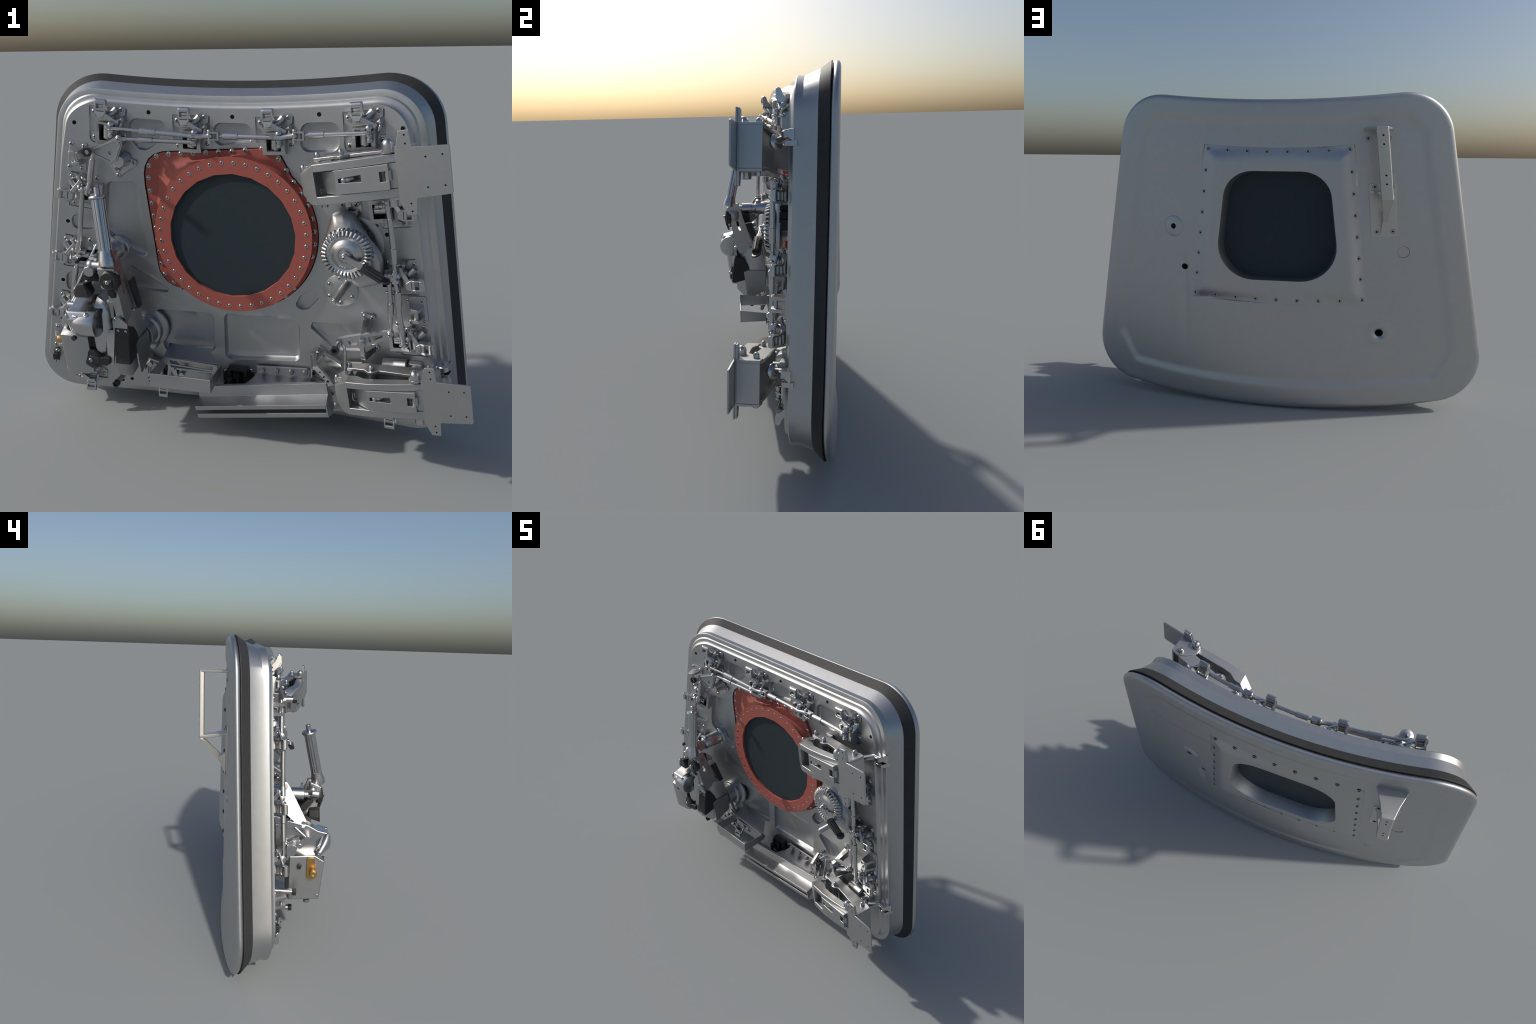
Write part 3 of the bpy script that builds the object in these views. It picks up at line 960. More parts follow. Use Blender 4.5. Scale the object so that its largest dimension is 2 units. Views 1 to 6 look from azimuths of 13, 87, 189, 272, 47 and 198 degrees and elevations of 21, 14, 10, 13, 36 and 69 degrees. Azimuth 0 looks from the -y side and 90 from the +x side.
# ------------------------------------------------------------------ lower right rocker and bracket
k = Kit()
k.prism(rpoly([(.531, .621), (.586, .612), (.580, .590), (.566, .545), (.548, .56)], .006), (0, .056, 0), w=(0, -.009, 0))
k.prism(rpoly([(.577, .478), (.605, .487), (.620, .468), (.606, .448), (.575, .455)], .006), (0, .056, 0), w=(0, -.009, 0))
k.hull([(.545, .05, .600), (.575, .05, .600), (.552, -.05, .545), (.568, -.05, .545), (.550, .05, .56), (.58, .05, .56), (.553, -.05, .520), (.569, -.05, .520)])
k.hull([(.553, -.05, .545), (.569, -.05, .545), (.560, -.05, .475), (.578, -.05, .475), (.553, -.03, .53), (.569, -.03, .53), (.562, -.034, .46), (.582, -.034, .46)])
k.hull([(.560, -.05, .492), (.578, -.05, .492), (.562, -.04, .452), (.582, -.04, .452), (.572, .05, .452), (.606, .05, .456), (.578, .05, .480), (.606, .05, .480)])
rock = k.done("rocker_bracket", STEEL, bend=True, bevel=.003)
k = Kit()
k.plate(rpoly([(.452, .520), (.545, .556), (.640, .590), (.672, .598), (.680, .580), (.664, .568), (.590, .520), (.548, .500), (.505, .490), (.472, .490), (.455, .500)], .008),
        [rpoly([(.500, .520), (.545, .540), (.545, .512), (.512, .503)], .005), rpoly([(.582, .556), (.640, .580), (.640, .568), (.588, .530)], .005)], (0, -.012, 0), (1, 0, 0), (0, 0, 1), (0, -.020, 0))
k.cyl((.560, .02, .525), (.560, -.055, .525), .016)
k.done("rocker_arm", STEEL, rock, bend=True, bevel=.003)
k = Kit()
k.cyl((.466, -.020, .502), (.458, -.060, .488), .0125)
k.dome((.667, -.030, .586), (0, -1, 0), .014, .008)
k.cyl((.667, -.012, .586), (.667, -.030, .586), .012)
k.done("rocker_pin", STEEL, rock, bend=True)
k = Kit()
k.loft([[(.457 + r * math.cos(t), n, .486 + r * math.sin(t)) for t in np.linspace(0, 2 * pi, 7)[:-1]] for r, n in ((.0185, -.054), (.019, -.070), (.011, -.070), (.010, -.058))], cap0=True, cap1=True)
k.done("rocker_pin_cap", BLACK, rock, bend=True)
for x, z in ((.549, .605), (.580, .605), (.602, .472)):
    screw(rock, surf_frame(x, .047, z), True, .9, x * 9)
screw(rock, surf_frame(.667, -.036, .586), True, .85)
k = Kit()
k.tube([(.480, -.025, .500), (.494, -.04, .482), (.500, -.05, .44), (.503, -.055, .395)], .006, 10, 1)
k.done("rocker_link", STEEL, rock, bend=True)

# bolts, roller and lug below the rocker
k = Kit()
k.cyl((.640, .028, .410), (.735, .028, .425), .028, .030)
k.cyl((.652, .0, .412), (.652, -.012, .412), .016)
k.prism(rpoly([(.735, .440), (.790, .448), (.795, .400), (.738, .395)], .006), (0, .056, 0), w=(0, -.030, 0))
k.cyl((.766, .03, .421), (.766, -.004, .421), .0145)
k.beam((.70, .02, .398), (.80, .02, .412), .014, .02)
lugs = k.done("hinge_lug", PAINT, bend=True, bevel=.003)
k = Kit()
k.lathe((.652, -.0123, .412), (0, -1, 0), [(.0001, .0006), (.008, .0006), (.008, -.004)], 14, cap=False)
k.lathe((.766, -.0043, .421), (0, -1, 0), [(.0001, .0006), (.007, .0006), (.007, -.004)], 14, cap=False)
k.done("lug_hole", DARK, lugs, bend=True)

# diagonal counterbalance bracket (left of the lower hinge)
k = Kit()
k.plate(rpoly([(.322, .375), (.366, .432), (.402, .408), (.352, .335), (.334, .338)], .007), [], (0, .054, 0), (1, 0, 0), (0, 0, 1), (0, -.010, 0))
k.beam((.352, .03, .405), (.372, -.042, .368), .016, .012, (1, 0, 0))
k.beam((.335, .03, .385), (.362, -.036, .362), .010, .012, (1, 0, 0))
k.hull([(.360, -.046, .376), (.384, -.046, .384), (.384, -.030, .384), (.360, -.030, .376), (.446, -.072, .318), (.462, -.072, .328), (.446, -.058, .318), (.462, -.058, .328)])
k.beam((.352, .045, .290), (.445, -.062, .318), .016, .014, (0, 0, 1))
k.beam((.338, .045, .335), (.372, -.040, .368), .014, .012, (1, 0, 0))
k.beam((.338, .03, .262), (.450, .0, .235), .014, .016, (0, 0, 1))
k.hull([(.338, .05, .34), (.35, .05, .34), (.338, .05, .25), (.35, .05, .25), (.338, .02, .33), (.345, .02, .33), (.338, .02, .26), (.345, .02, .26)])
k.hull([(.385, .02, .408), (.47, .0, .384), (.475, .0, .372), (.455, .02, .334), (.40, .03, .36), (.47, .03, .38), (.41, .045, .40), (.45, .045, .35)])
diag = k.done("counterbalance_bracket", STEEL, bend=True, bevel=.0025)
screw(diag, surf_frame(.362, .045, .394), True, .9)
k = Kit()
for t in (.30, .55, .78):
    k.box((.372 + .080 * t, -.0445 - .027 * t, .377 - .055 * t), (.011, .004, .011), Matrix.Rotation(.6, 3, "Y"))
k.done("bracket_hole", DARK, diag, bend=True, kind="stuff")

# ------------------------------------------------------------------ hinges (local: x along the arm, y up the pin, z into the cabin)
HX = V((.966, -.176, .192)).normalized()
HZ = V((-.192, .05, .98))
HZ = (HZ - HX * HX.dot(HZ)).normalized()
HW = HX.cross(HZ)
HM = Matrix((HX, HZ, HW)).transposed().to_4x4()
HM.translation = V((.712, -.219, 1.26))
HLOW = V((.160, -.039, -.843))
U, W_, T = (1, 0, 0), (0, 1, 0), (0, 0, 1)
HB = -.0095

parts = []
k = Kit()
tabs = [(-.070, .133), (-.036, .133), (-.031, .077), (.078, .069), (.084, .064), (.084, -.084), (.078, -.089), (-.031, -.095), (-.034, -.150), (-.067, -.150), (-.088, -.100), (-.087, .070)]
k.prism(tabs, (0, 0, -.0075), U, W_, (0, 0, .0075))
k.prism([(-.07, .131), (-.038, .131), (-.033, .075), (-.033, -.094), (-.036, -.148), (-.066, -.148), (-.087, -.1), (-.086, .07)], (0, 0, -.016), U, W_, (0, 0, .009))
parts.append(("hinge_plate", k.mesh("hinge_plate", PAINT), .002))
k = Kit()
for a, b in ((-.052, .118), (-.051, .090), (.008, .040), (.060, .041), (.061, -.059), (.007, -.060), (-.051, -.109), (-.050, -.136)):
    k.lathe((a, b, 0), (0, 0, 1), [(.0001, .0005), (.0032, .0005), (.0032, -.001)], 10, cap=False)
parts.append(("plate_hole", k.mesh("plate_hole", DARK), 0))
k = Kit()                                                   # channel box behind the plate
fl = [(-.028, -.012), (-.028, -.100), (-.062, -.107), (-.100, -.088), (-.134, -.050), (-.134, -.020), (-.120, -.010)]
for b in (.064, -.096):
    k.prism(fl, (0, b, 0), U, T, (0, .013, 0))
k.prism([(-.037, -.012), (-.028, -.012), (-.028, -.100), (-.037, -.100)], (0, -.090, 0), U, T, (0, .16, 0))
k.cyl((-.067, -.09, -.081), (-.067, .07, -.081), .0075)
k.cyl((-.109, -.09, -.030), (-.109, .07, -.030), .013)
parts.append(("hinge_box", k.mesh("hinge_box", PAINT), .002))
k = Kit()                                                   # gooseneck arm
pf = [(-.080, -.009), (-.20, .004), (-.29, .009), (-.374, .003), (-.378, -.052), (-.344, -.052), (-.31, -.034), (-.27, -.032), (-.20, -.036), (-.080, -.042)]
for b in (.033, -.086):
    k.prism(pf, (0, b, 0), U, T, (0, .028 if b > 0 else .031, 0))
k.hull([(-.373, .061, .003), (-.373, -.086, .003), (-.380, -.086, .001), (-.431, .030, -.024), (-.431, -.045, -.024), (-.402, -.084, -.010), (-.373, .061, -.053), (-.373, -.086, -.053),
        (-.405, .058, -.070), (-.428, .036, -.064), (-.428, -.050, -.064), (-.405, -.078, -.070)])
parts.append(("hinge_arm", k.mesh("hinge_arm", PAINT), .003))
k = Kit()                                                   # inner leaf with two slots
k.plate([(-.297, .032), (-.112, .032), (-.112, -.054), (-.297, -.054)], [[(-.285, .002), (-.206, .007), (-.206, -.017), (-.285, -.013)], [(-.143, .009), (-.119, .009), (-.119, -.025), (-.143, -.025)]],
        (0, 0, -.030), U, W_, (0, 0, .040))
k.hull([(-.297, .031, .009), (-.297, -.053, .009), (-.297, .031, -.03), (-.297, -.053, -.03), (-.350, .028, -.026), (-.350, -.05, -.026), (-.350, .028, -.045), (-.350, -.05, -.045)])
k.box((-.096, -.011, -.020), (.034, .086, .020))
k.ball((-.268, -.005, -.002), .0125)
k.tube([(-.275, -.005, -.012), (-.255, -.005, .0), (-.240, -.004, -.016)], .010, 12, 1)
k.cyl((-.116, -.024, -.006), (-.116, .010, -.006), .013)
parts.append(("hinge_leaf", k.mesh("hinge_leaf", PAINT), .0025))
k = Kit()                                                   # rear link
lk = [(-.397, -.092), (-.350, -.087), (-.318, -.082), (-.300, -.064), (-.288, -.060), (-.272, -.066), (-.256, -.078), (-.10, -.050), (-.058, -.060), (-.056, -.104), (-.09, -.112), (-.32, -.136), (-.38, -.132), (-.402, -.112)]
for b in (.058, -.090):
    k.prism(lk, (0, b, 0), U, T, (0, .013, 0))
k.prism([(-.30, -.100), (-.06, -.088), (-.06, -.096), (-.30, -.110)], (0, -.082, 0), U, T, (0, .145, 0))
k.prism([(-.420, -.05), (-.405, -.044), (-.375, -.085), (-.38, -.118), (-.402, -.116), (-.432, -.066)], (0, .040, 0), U, T, (0, .012, 0))
k.prism([(-.420, -.05), (-.405, -.044), (-.375, -.085), (-.38, -.118), (-.402, -.116), (-.432, -.066)], (0, -.080, 0), U, T, (0, .012, 0))
k.cyl((-.288, -.09, -.080), (-.288, .06, -.080), .013)
k.cyl((-.384, -.09, -.106), (-.384, .06, -.106), .012)
k.cyl((-.425, -.08, -.058), (-.425, .04, -.058), .009)
# lug block down to the hatch face
k.hull([(-.402, -.045, -.09), (-.366, -.045, -.09), (-.402, .030, -.09), (-.366, .030, -.09), (-.425, -.07, -.185), (-.35, -.07, -.185), (-.425, .05, -.185), (-.35, .05, -.185)])
parts.append(("hinge_link", k.mesh("hinge_link", PAINT), .0025))
k = Kit()                                                   # cap nuts
for a, b0, w, r, h in ((-.110, .076, -.018, .0195, .037), (-.067, .076, -.081, .012, .024), (-.288, .070, -.080, .0105, .024), (-.384, .070, -.106, .0105, .023), (-.428, .034, -.058, .0105, .025)):
    k.dome((a, b0, w), (0, 1, 0), r, h)
    k.lathe((a, b0 - .007, w), (0, 1, 0), [(r * 1.06, 0), (r * 1.06, .008)], 20)
for a, w, r, h in ((-.110, -.030, .020, .024), (-.067, -.081, .0105, .016), (-.288, -.080, .013, .022), (-.384, -.106, .013, .022)):
    k.cyl((a, -.095, w), (a, -.095 - h, w), r, seg=12)
parts.append(("cap_nut", k.mesh("cap_nut", STEEL), 0))
k = Kit()                                                   # strut from the hatch edge into the box
k.cyl((-.045, .034, -.205), (-.118, .016, -.134), .0135)
d = V((-.073, -.018, .071)).normalized()
k.lathe((-.100, .020, -.150), d, [(.014, 0), (.022, .003), (.030, .010), (.030, .018), (.024, .026), (.01, .03)], 24)
k.lathe((-.030, .045, -.190), (0, -1, 0), [(.020, 0), (.023, .004), (.023, .022), (.020, .026)], 20)
k.hull([(-.062, .050, -.215), (.004, .050, -.215), (-.062, .002, -.215), (.004, .002, -.215), (-.050, .046, -.178), (-.010, .046, -.178), (-.050, .030, -.178), (-.010, .030, -.178)])
k.hull([(-.062, .010, -.225), (.004, .010, -.225), (-.062, -.012, -.225), (.004, -.012, -.225), (-.045, .006, -.180), (-.010, .006, -.180), (-.045, -.010, -.180), (-.010, -.010, -.180)])
parts.append(("hinge_strut", k.mesh("hinge_strut", STEEL), .002))
for off in (V((0, 0, 0)), HLOW):
    m = Matrix.Translation(off) @ HM
    nm, me, bv = parts[0]
    base = put("hinge", me, None, m, bevel=bv)
    for nm, me, bv in parts[1:]:
        put(nm, me, base, bevel=bv)
# ------------------------------------------------------------------ lower tray
k = Kit()
TT, TB = .352, .286
k.prism(rpoly([(-.318, .212), (-.048, .212), (-.048, .030), (-.10, -.035), (-.32, -.035)], [.012, .014, .004, .004, .004]), (0, 0, .300), (1, 0, 0), (0, -1, 0), (0, 0, .0001)) if False else None
for p, q in (((-.316, -.216), (-.050, -.214)),):
    k.loft([[(p[0], p[1], TB), (p[0], p[1], TT), (p[0], p[1] + .006, TT), (p[0], p[1] + .006, TB)], [(q[0], q[1], TB), (q[0], q[1], TT), (q[0], q[1] + .006, TT), (q[0], q[1] + .006, TB)]], cap0=True, cap1=True)
k.prism([(-.216, TB), (-.216, TT), (-.050, .328), (-.046, .300), (-.055, .287)], (-.056, 0, 0), (0, 1, 0), (0, 0, 1), (.006, 0, 0))
k.prism([(-.216, TB), (-.216, TT), (-.055, .340), (-.02, .338), (-.02, .300), (-.055, .290)], (-.318, 0, 0), (0, 1, 0), (0, 0, 1), (.006, 0, 0))
k.plate([(-.318, .338), (-.066, .325), (-.066, .288), (-.318, .300)], [[(-.290, .325), (-.09, .315), (-.09, .298), (-.290, .308)]], (0, -.060, 0), (1, 0, 0), (0, 0, 1), (0, .006, 0))
k.hull([(-.318, -.060, .338), (-.060, -.050, .327), (-.062, -.048, .318), (-.318, -.056, .330), (-.330, .045, .352), (-.139, .045, .340), (-.330, .045, .344), (-.139, .045, .332)])
tray = k.done("stowage_tray", PAINT, bevel=.0025)
k = Kit()
k.cyl((-.285, -.03, .268), (-.100, -.010, .255), .008)
k.hull([(-.30, .0, .275), (-.27, .0, .275), (-.30, -.04, .268), (-.27, -.04, .268), (-.285, .0, .22), (-.27, .0, .22), (-.285, -.03, .225), (-.27, -.03, .225)])
k.ball((-.285, -.04, .275), .014)
k.ball((-.100, -.012, .255), .012)
k.cyl((-.255, .04, .225), (-.255, -.02, .225), .012)
k.done("tray_linkage", STEEL, tray)

# ------------------------------------------------------------------ sloping guide rail (channel) below the window
RX = V((.9745, -.0495, .196)).normalized()
RM = Matrix((RX, V((0, -1, 0)), RX.cross(V((0, -1, 0))))).transposed()
RZ = V((-.196, 0, .98)).normalized()
RA = V((-.156, -.132, .149))
RL = .588
k = Kit()
prof = [(0, 0), (0, -.020), (.060, -.020), (.060, -.043), (.004, -.043), (.004, -.064), (.100, -.064), (.100, .044), (.092, .052), (.077, .052), (.070, .003)]
# profile (distance behind the lip, height above it)
def rail_loop(t, cut=0.0):
    o = RA + RX * t
    return [o + V((0, 1, 0)) * a + RZ * b for a, b in prof]
k.loft([rail_loop(0), rail_loop(.03), rail_loop(RL)], cap0=True, cap1=True)
rail = k.done("guide_rail", PAINT, bevel=.001, angle=30)
k = Kit()                                                    # mounting web with a cut corner
def rp(t, a, b):
    return RA + RX * t + V((0, 1, 0)) * a + RZ * b
top = [(.045, -.065, .241), (.078, .0, .244), (.090, .040, .248), (.332, .024, .263), (.338, -.01, .270), (.352, -.075, .300)]
k.loft([top, [(x, y, z - .008) for x, y, z in top]], cap0=True, cap1=True)
fl = [(.088, .036, .245), (.088, .036, .284), (.318, .022, .306), (.334, .020, .296), (.334, .020, .262)]
k.loft([fl, [(x, y + .010, z) for x, y, z in fl]], cap0=True, cap1=True)
k.hull([rp(.0, .068, .0), rp(.0, .072, -.05), rp(.02, .078, .05), rp(.02, .13, .04), rp(.0, .10, -.05), rp(.0, .12, .0)])
e0 = [rp(RL, .0, .0), rp(RL, .004, -.066), rp(RL, .10, -.066), rp(RL, .10, .052), rp(RL, .077, .052), rp(RL, .07, .003)]
k.loft([e0, [p + RX * .006 for p in e0]], cap0=True, cap1=True)
k.hull([rp(RL + .006, .004, -.064), rp(RL + .006, .10, .05), rp(RL + .006, .10, -.064), rp(RL + .020, .10, -.07), rp(RL + .022, .04, -.07), rp(RL + .012, .10, .03)])
k.hull([rp(RL - .09, .05, -.062), rp(RL - .02, .05, -.086), rp(RL + .05, .05, -.058), rp(RL - .09, .10, -.062), rp(RL - .02, .10, -.086), rp(RL + .05, .10, -.058)])
k.done("rail_web", PAINT, rail, bevel=.0015)
k = Kit()
for x, z in ((.117, .268), (.182, .276), (.249, .281), (.312, .287)):
    k.lathe((x, .036 - (x - .088) * .060, z), (0, -1, .05), [(.0125, 0), (.0125, .010), (.0105, .014), (.004, .015)], 14)
k.done("rail_bolt", PAINT, rail)
k = Kit()
k.prism(rpoly([(-.074, .240), (.040, .248), (.070, .236), (.074, .215), (.01, .150), (-.075, .150)], [.01, .02, .01, .01, .01, .01]), (0, .058, 0), w=(0, -.006, 0))
mount = k.done("latch_bracket", BLACK, bend=True, bevel=.003)

# ------------------------------------------------------------------ actuator gearbox (lower left)
k = Kit()
k.lathe((-.535, .050, .815), (0, -1, 0), [(.060, 0), (.060, .030), (.057, .034), (.043, .036), (.041, .06), (.040, .150), (.036, .156), (.030, .158), (.030, .174), (.034, .176), (.034, .232), (.022, .236), (.022, .262)], 32)
drum = k.done("drive_drum", STEEL, bevel=0)
for a in (.5, 2.0, 3.6, 5.2):
    screw(drum, Matrix.Translation((-.535 + .050 * math.cos(a), .025, .815 + .050 * math.sin(a))), True, .8, a)
k = Kit()                                                      # big strap lever
st = [(-.070, .880), (-.100, .880), (-.116, .858), (-.198, .714), (-.198, .694), (-.186, .683), (-.168, .684), (-.095, .744), (-.075, .80)]
sl = [V((-.638 + (z - .683) * .40, y, z)) for y, z in rpoly(st, .008)]
k.loft([sl, [p + V((.008, 0, -.003)) for p in sl]], cap0=True, cap1=True)
k.cyl((-.632, -.186, .700), (-.585, -.186, .700), .014)
k.cyl((-.575, -.090, .86), (-.520, -.085, .85), .016)
lever = k.done("strap_lever", STEEL, bevel=.002)
k = Kit()
k.beam((-.636, -.112, .704), (-.636, -.176, .688), .022, .008, (1, 0, 0))
k.cyl((-.645, -.112, .704), (-.60, -.112, .704), .012)
k.cyl((-.636, -.144, .685), (-.648, -.203, .637), .0085)
k.beam((-.650, -.205, .637), (-.650, -.168, .600), .028, .008, (1, 0, 0))
k.cyl((-.66, -.205, .637), (-.60, -.205, .637), .014)
k.cyl((-.66, -.170, .600), (-.60, -.170, .600), .011)
k.cyl((-.625, -.107, .600), (-.625, -.165, .632), .004)
k.ball((-.628, -.105, .600), .014)
k.prism(rpoly([(-.110, .600), (-.140, .608), (-.160, .600), (-.150, .560), (-.125, .55), (-.112, .52)], .008), (-.668, 0, 0), (0, 1, 0), (0, 0, 1), (.06, 0, 0))
k.done("gearbox_linkage", STEEL, lever, bevel=.0015)

k = Kit()                                                      # casing
cs = [(-.05, .690), (-.142, .684), (-.204, .690), (-.256, .664), (-.298, .655), (-.315, .625), (-.284, .548), (-.20, .535), (-.06, .54)]
k.loft([[(x, y + (.004 if x > -.55 else 0), z) for y, z in cs] for x in (-.612, -.60, -.53)], cap0=True, cap1=True)
k.hull([(-.53, -.05, .68), (-.53, -.20, .688), (-.53, -.27, .62), (-.53, -.05, .55), (-.53, -.25, .55), (-.455, -.06, .60), (-.455, -.19, .62), (-.455, -.20, .42), (-.455, -.06, .40), (-.50, -.24, .42), (-.53, -.245, .40), (-.53, -.05, .40)])
casing = k.done("gearbox_casing", STEEL, bevel=.006)
k = Kit()                                                      # rounded end cap lying across the casing
k.lathe((-.598, -.262, .597), (1, .02, 0), [(.028, 0), (.050, .006), (.058, .020), (.060, .040), (.060, .098), (.058, .102), (.044, .103)], 36)
k.hull([(-.60, -.30, .645), (-.56, -.31, .64), (-.60, -.262, .575), (-.645, -.262, .572), (-.64, -.245, .575), (-.60, -.28, .652), (-.618, -.306, .630), (-.65, -.25, .60)])
k.tube([(-.600, -.300, .642), (-.625, -.288, .612), (-.650, -.262, .570)], [.016, .018, .014], 16, 1)
k.ball((-.648, -.262, .572), .015)
k.done("gearbox_cap", STEEL, casing, bevel=.002)
screw(casing, Matrix.Translation((-.528, -.296, .648)) @ Matrix.Rotation(-.9, 4, "X"), True, .9)
k = Kit()                                                      # square box with rounded side plate
k.loft([[(-.668, y, z) for y, z in [(-.125, .552), (-.243, .561), (-.285, .535), (-.268, .349), (-.127, .339)]], [(-.655, y, z) for y, z in [(-.122, .556), (-.243, .566), (-.288, .54), (-.271, .344), (-.124, .335)]],
        [(-.575, y, z) for y, z in [(-.11, .552), (-.23, .562), (-.275, .53), (-.256, .342), (-.11, .335)]], [(-.557, y, z) for y, z in [(-.11, .545), (-.225, .555), (-.262, .52), (-.248, .346), (-.11, .34)]]], cap0=True, cap1=True)
gbox = k.done("gearbox_box", PAINT, casing, bevel=.004)
k = Kit()
k.lathe((-.645, -.214, .338), (0, 0, -1), [(.016, 0), (.016, .012), (.012, .018), (.0001, .02)], 18)
k.cyl((-.668, -.26, .365), (-.672, -.26, .365), .006)
k.done("box_stud", STEEL, casing)
k = Kit()
k.cyl((-.664, -.173, .512), (-.685, -.170, .508), .0105)
k.cyl((-.604, -.278, .527), (-.606, -.290, .526), .0105)
k.done("box_button", BLACK, casing)
k = Kit()
k.prism(rpoly([(-.205, .553), (-.240, .556), (-.246, .452), (-.206, .452)], .010), (-.678, 0, 0), (0, 1, 0), (0, 0, 1), (.009, 0, 0))
k.lathe((-.677, -.235, .487), (-1, 0, 0), [(.010, 0), (.010, .012), (.0165, .014), (.018, .018), (.018, .032), (.015, .035), (.006, .035), (.005, .032)], 24)
k.done("brass_catch", BRASS, casing, bevel=.002)

k = Kit()                                                      # body block and thin plates to the right
k.hull([(-.457, -.205, .585), (-.440, -.226, .603), (-.400, -.140, .612), (-.400, -.075, .585), (-.385, -.176, .50), (-.390, -.05, .46), (-.395, -.06, .345), (-.413, -.160, .312), (-.460, -.229, .342), (-.422, -.169, .292), (-.457, -.18, .30), (-.457, -.06, .345), (-.457, -.07, .585)])
body = k.done("actuator_body", PAINT, casing, bevel=.004)
k = Kit()
k.prism(rpoly([(-.060, .470), (-.165, .478), (-.185, .468), (-.168, .318), (-.150, .312), (-.060, .350)], .006), (-.386, 0, 0), (0, 1, 0), (0, 0, 1), (.007, 0, 0))
k.hull([(-.490, -.222, .545), (-.452, -.222, .545), (-.490, -.214, .545), (-.452, -.214, .545), (-.480, -.256, .402), (-.455, -.258, .402), (-.480, -.248, .402), (-.455, -.250, .402), (-.492, -.226, .53)])
k.plate(rpoly([(-.443, .615), (-.425, .612), (-.388, .585), (-.390, .545), (-.452, .545), (-.452, .59)], .006), [], (0, -.232, 0), (1, 0, 0), (0, 0, 1), (0, .010, .0))
k.done("actuator_plate", PAINT, casing, bevel=.002)
k = Kit()
bk = [(-.219, .562), (-.232, .568), (-.246, .500), (-.256, .408), (-.238, .404), (-.178, .419), (-.150, .470), (-.160, .510), (-.186, .552)]
k.prism(rpoly(bk, .006), (-.447, 0, 0), (0, 1, 0), (0, 0, 1), (.066, 0, 0))
black = k.done("black_block", BLACK, casing, bevel=.004)
for x in (-.431, -.397):
    screw(black, Matrix.Translation((x, -.231, .551)) @ Matrix.Rotation(.12, 4, "X"), True, .75)
screw(body, Matrix.Translation((-.438, -.232, .603)), True, .75)
screw(body, Matrix.Translation((-.400, -.142, .609)) @ Matrix.Rotation(-.7, 4, "X"), True, .8)

k = Kit()                                                      # pump handle arm
k.plate(rpoly([(-.262, .862), (-.205, .868), (-.185, .80), (-.121, .600), (-.140, .585), (-.205, .575), (-.222, .61), (-.245, .723)], .010),
        [rpoly([(-.222, .775), (-.210, .772), (-.196, .725), (-.190, .712), (-.205, .708), (-.212, .725)], .003)], (-.438, 0, 0), (0, 1, 0), (0, 0, 1), (.034, 0, 0))
armo = k.done("pump_arm", PAINT, bevel=.003)
k = Kit()
k.hull([(-.472, -.262, .80), (-.40, -.262, .80), (-.472, -.215, .79), (-.40, -.20, .79), (-.472, -.270, .838), (-.40, -.270, .842), (-.468, -.215, .860), (-.405, -.21, .862)])
k.lathe((-.432, -.205, .800), (.02, -1, .05), [(.036, 0), (.041, .01), (.043, .050), (.040, .056)], 28)
k.ball((-.520, -.225, .835), .020)
k.cyl((-.520, -.225, .835), (-.45, -.23, .835), .016)
k.lathe((-.520, -.215, .818), (0, -1, -.1), [(.022, 0), (.022, .04)], 18)
k.prism(rpoly([(-.445, .70), (-.462, .70), (-.468, .655), (-.462, .60), (-.448, .60)], .003), (0, -.222, 0), (1, 0, 0), (0, 0, 1), (0, .018, 0))
k.cyl((-.475, -.21, .672), (-.44, -.21, .672), .013)
k.done("pump_head", PAINT, armo, bevel=.004)
k = Kit()
g0, g1 = V((-.432, -.254, .860)), V((-.473, -.196, 1.108))
d = (g1 - g0).normalized()
L = (g1 - g0).length
k.lathe(g0, d, [(.034, -.01), (.033, .012), (.0275, .035), (.026, .05)], 60)
k.lathe(g0 + d * .045, d, [(.0262, 0), (.0262, L - .055)], 120, flute=10, depth=.13)
k.lathe(g0 + d * (L - .012), d, [(.027, 0), (.034, .003), (.036, .008), (.034, .014), (.014, .018), (.0115, .019), (.0115, .044), (.009, .047)], 32)
k.done("pump_grip", STEEL, armo, angle=30)


def dial(o, face, lev, r, name, blade=.012):
    """black selector: faceted disc with a bent lever"""
    o, face, lev = V(o), V(face).normalized(), V(lev)
    k = Kit()
    k.lathe(o - face * .034, face, [(r * .86, 0), (r, .006), (r, .026), (r * .8, .034)], 9)
    d = lev - o
    side = d.cross(face).normalized()
    m = o + d * .5 + face * .006
    k.hull([o + side * .02 - d * .1, o - side * .02 - d * .1, o + side * .018 + face * .006, o - side * .018 + face * .006, m + side * blade, m - side * blade, m + side * blade - face * .014, m - side * blade - face * .014, o - face * .02])
    k.hull([m + side * blade, m - side * blade, m + side * blade - face * .014, m - side * blade - face * .014, lev + side * blade * .6, lev - side * blade * .9, lev + side * blade * .6 - face * .010, lev - side * blade * .9 - face * .010,
            o + d * .82 + side * blade * 1.5, o + d * .82 - side * blade * 1.5 - face * .01])
    ob = k.done(name, BLACK, armo, bevel=.003)
    q = face.to_track_quat("-Y", "Z").to_matrix().to_4x4()
    q.translation = o + face * .006
    screw(ob, q, True, .72)
    return ob


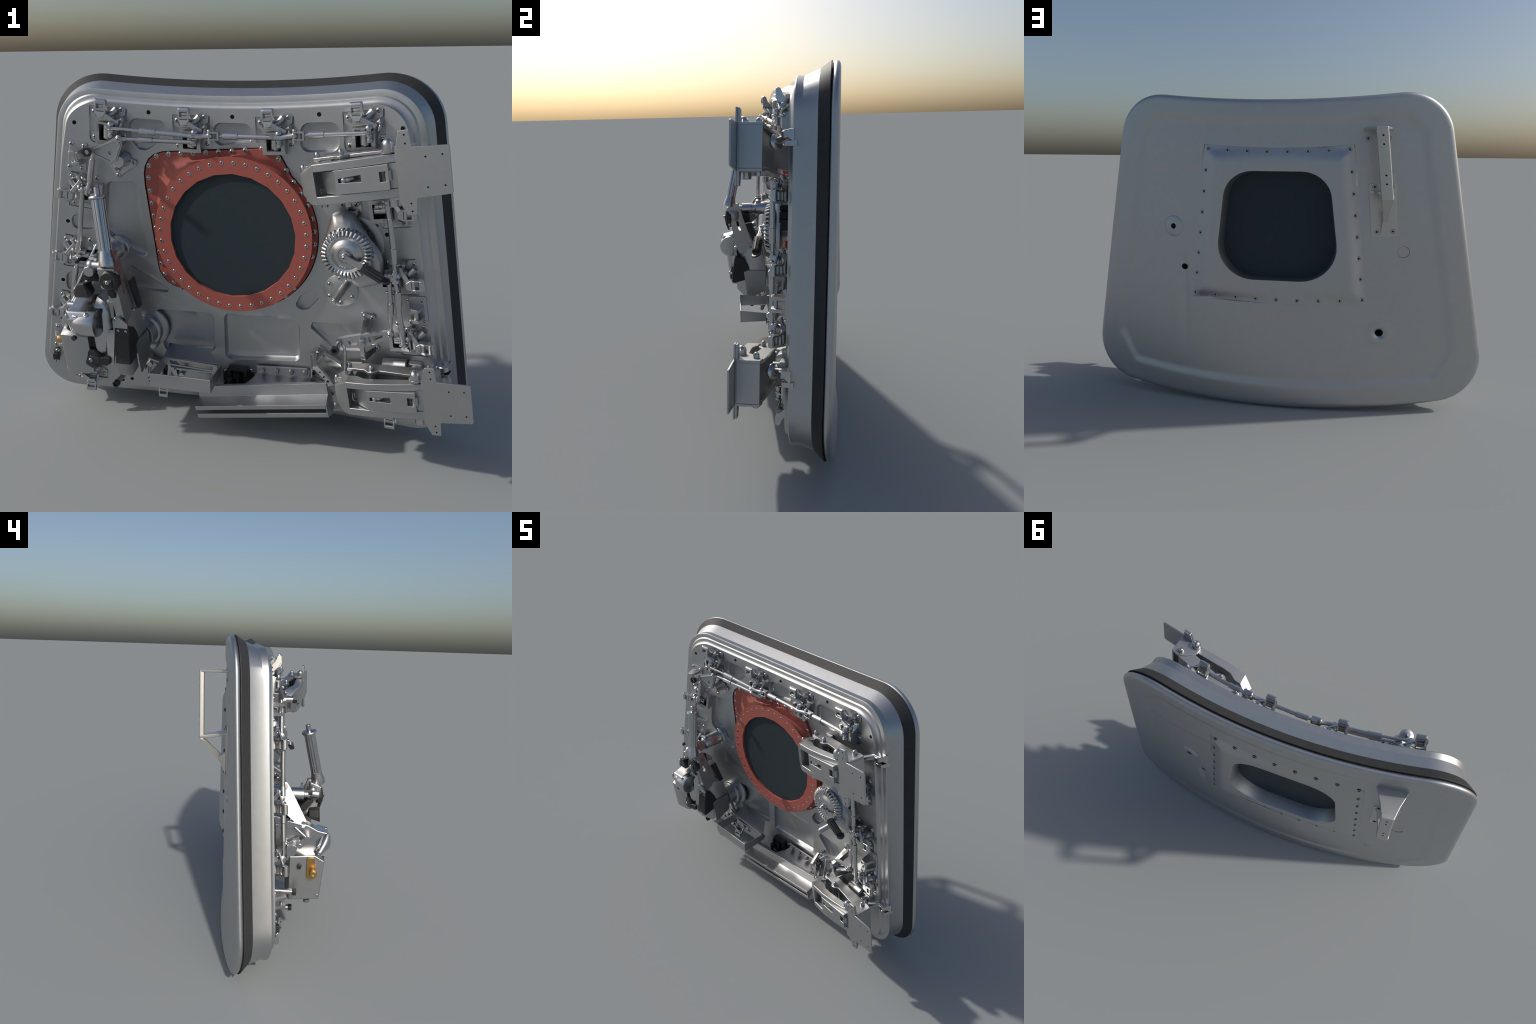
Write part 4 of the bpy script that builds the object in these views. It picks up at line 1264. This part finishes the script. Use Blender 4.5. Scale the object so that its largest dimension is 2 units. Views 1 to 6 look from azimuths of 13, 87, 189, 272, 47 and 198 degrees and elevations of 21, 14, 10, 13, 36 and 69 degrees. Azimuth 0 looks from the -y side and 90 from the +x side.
dial((-.425, -.280, .791), (.02, -1, .05), (-.418, -.268, .716), .045, "selector_dial")
dial((-.551, -.264, .421), (-.05, -1, .06), (-.468, -.264, .418), .047, "selector_dial", .015)
k = Kit()
k.hull([(-.592, -.262, .700), (-.528, -.262, .705), (-.600, -.25, .725), (-.580, -.255, .755), (-.545, -.26, .765), (-.515, -.25, .715), (-.59, -.21, .715), (-.53, -.20, .712), (-.575, -.21, .75), (-.54, -.21, .755)])
k.hull([(-.575, -.20, .80), (-.530, -.20, .80), (-.510, -.20, .78), (-.575, -.19, .745), (-.515, -.19, .745), (-.565, -.23, .79), (-.53, -.23, .79), (-.575, -.15, .75), (-.52, -.15, .75)])
k.hull([(-.53, -.20, .77), (-.46, -.20, .80), (-.46, -.14, .80), (-.46, -.18, .70), (-.53, -.14, .77), (-.50, -.15, .69), (-.46, -.14, .70)])
k.box((-.59, -.21, .838), (.014, .02, .016))
k.hull([(-.40, -.17, .755), (-.386, -.17, .755), (-.40, -.13, .76), (-.386, -.13, .76), (-.40, -.11, .60), (-.386, -.11, .60), (-.40, -.08, .605), (-.386, -.08, .605)])
k.done("selector_knob", BLACK, armo, bevel=.004)

k = Kit()                                                       # drive flange on the hatch and pivot ring
k.lathe((-.430, .052, .425), (0, -1, 0), [(.105, 0), (.105, .012), (.098, .018), (.080, .020), (.078, .045), (.066, .050), (.064, .10)], 44)
k.hull([(-.36, .04, .46), (-.35, .04, .40), (-.37, .04, .345), (-.39, .0, .45), (-.385, -.005, .40), (-.395, 0, .36)])
k.lathe((-.390, .03, .352), (0, -1, 0), [(.018, 0), (.016, .03), (.012, .034)], 18)
k.cyl((-.50, .03, .36), (-.37, -.01, .25), .012)
k.beam((-.53, -.03, .262), (-.42, -.03, .258), .022, .03)
k.beam((-.41, -.02, .30), (-.33, -.03, .285), .010, .012)
k.cyl((-.405, .02, .27), (-.405, -.03, .27), .014)
fl = k.done("drive_flange", PAINT, bend=False, bevel=.002)

# standoff pins with black caps along the left edge
k = Kit()
kc = Kit()
for p, q in (((-.712, -.02, .402), (-.712, -.150, .400)), ((-.520, .02, .226), (-.520, -.140, .225))):
    p, q = V(p), V(q)
    d = (q - p).normalized()
    k.cyl(p, q, .013)
    k.ball(p + d * .02, .016)
    kc.lathe(q - d * .008, d, [(.016, 0), (.017, .002), (.017, .018), (.011, .019), (.010, .012)], 6)
pins = k.done("standoff_pin", STEEL)
kc.done("standoff_cap", BLACK, pins)
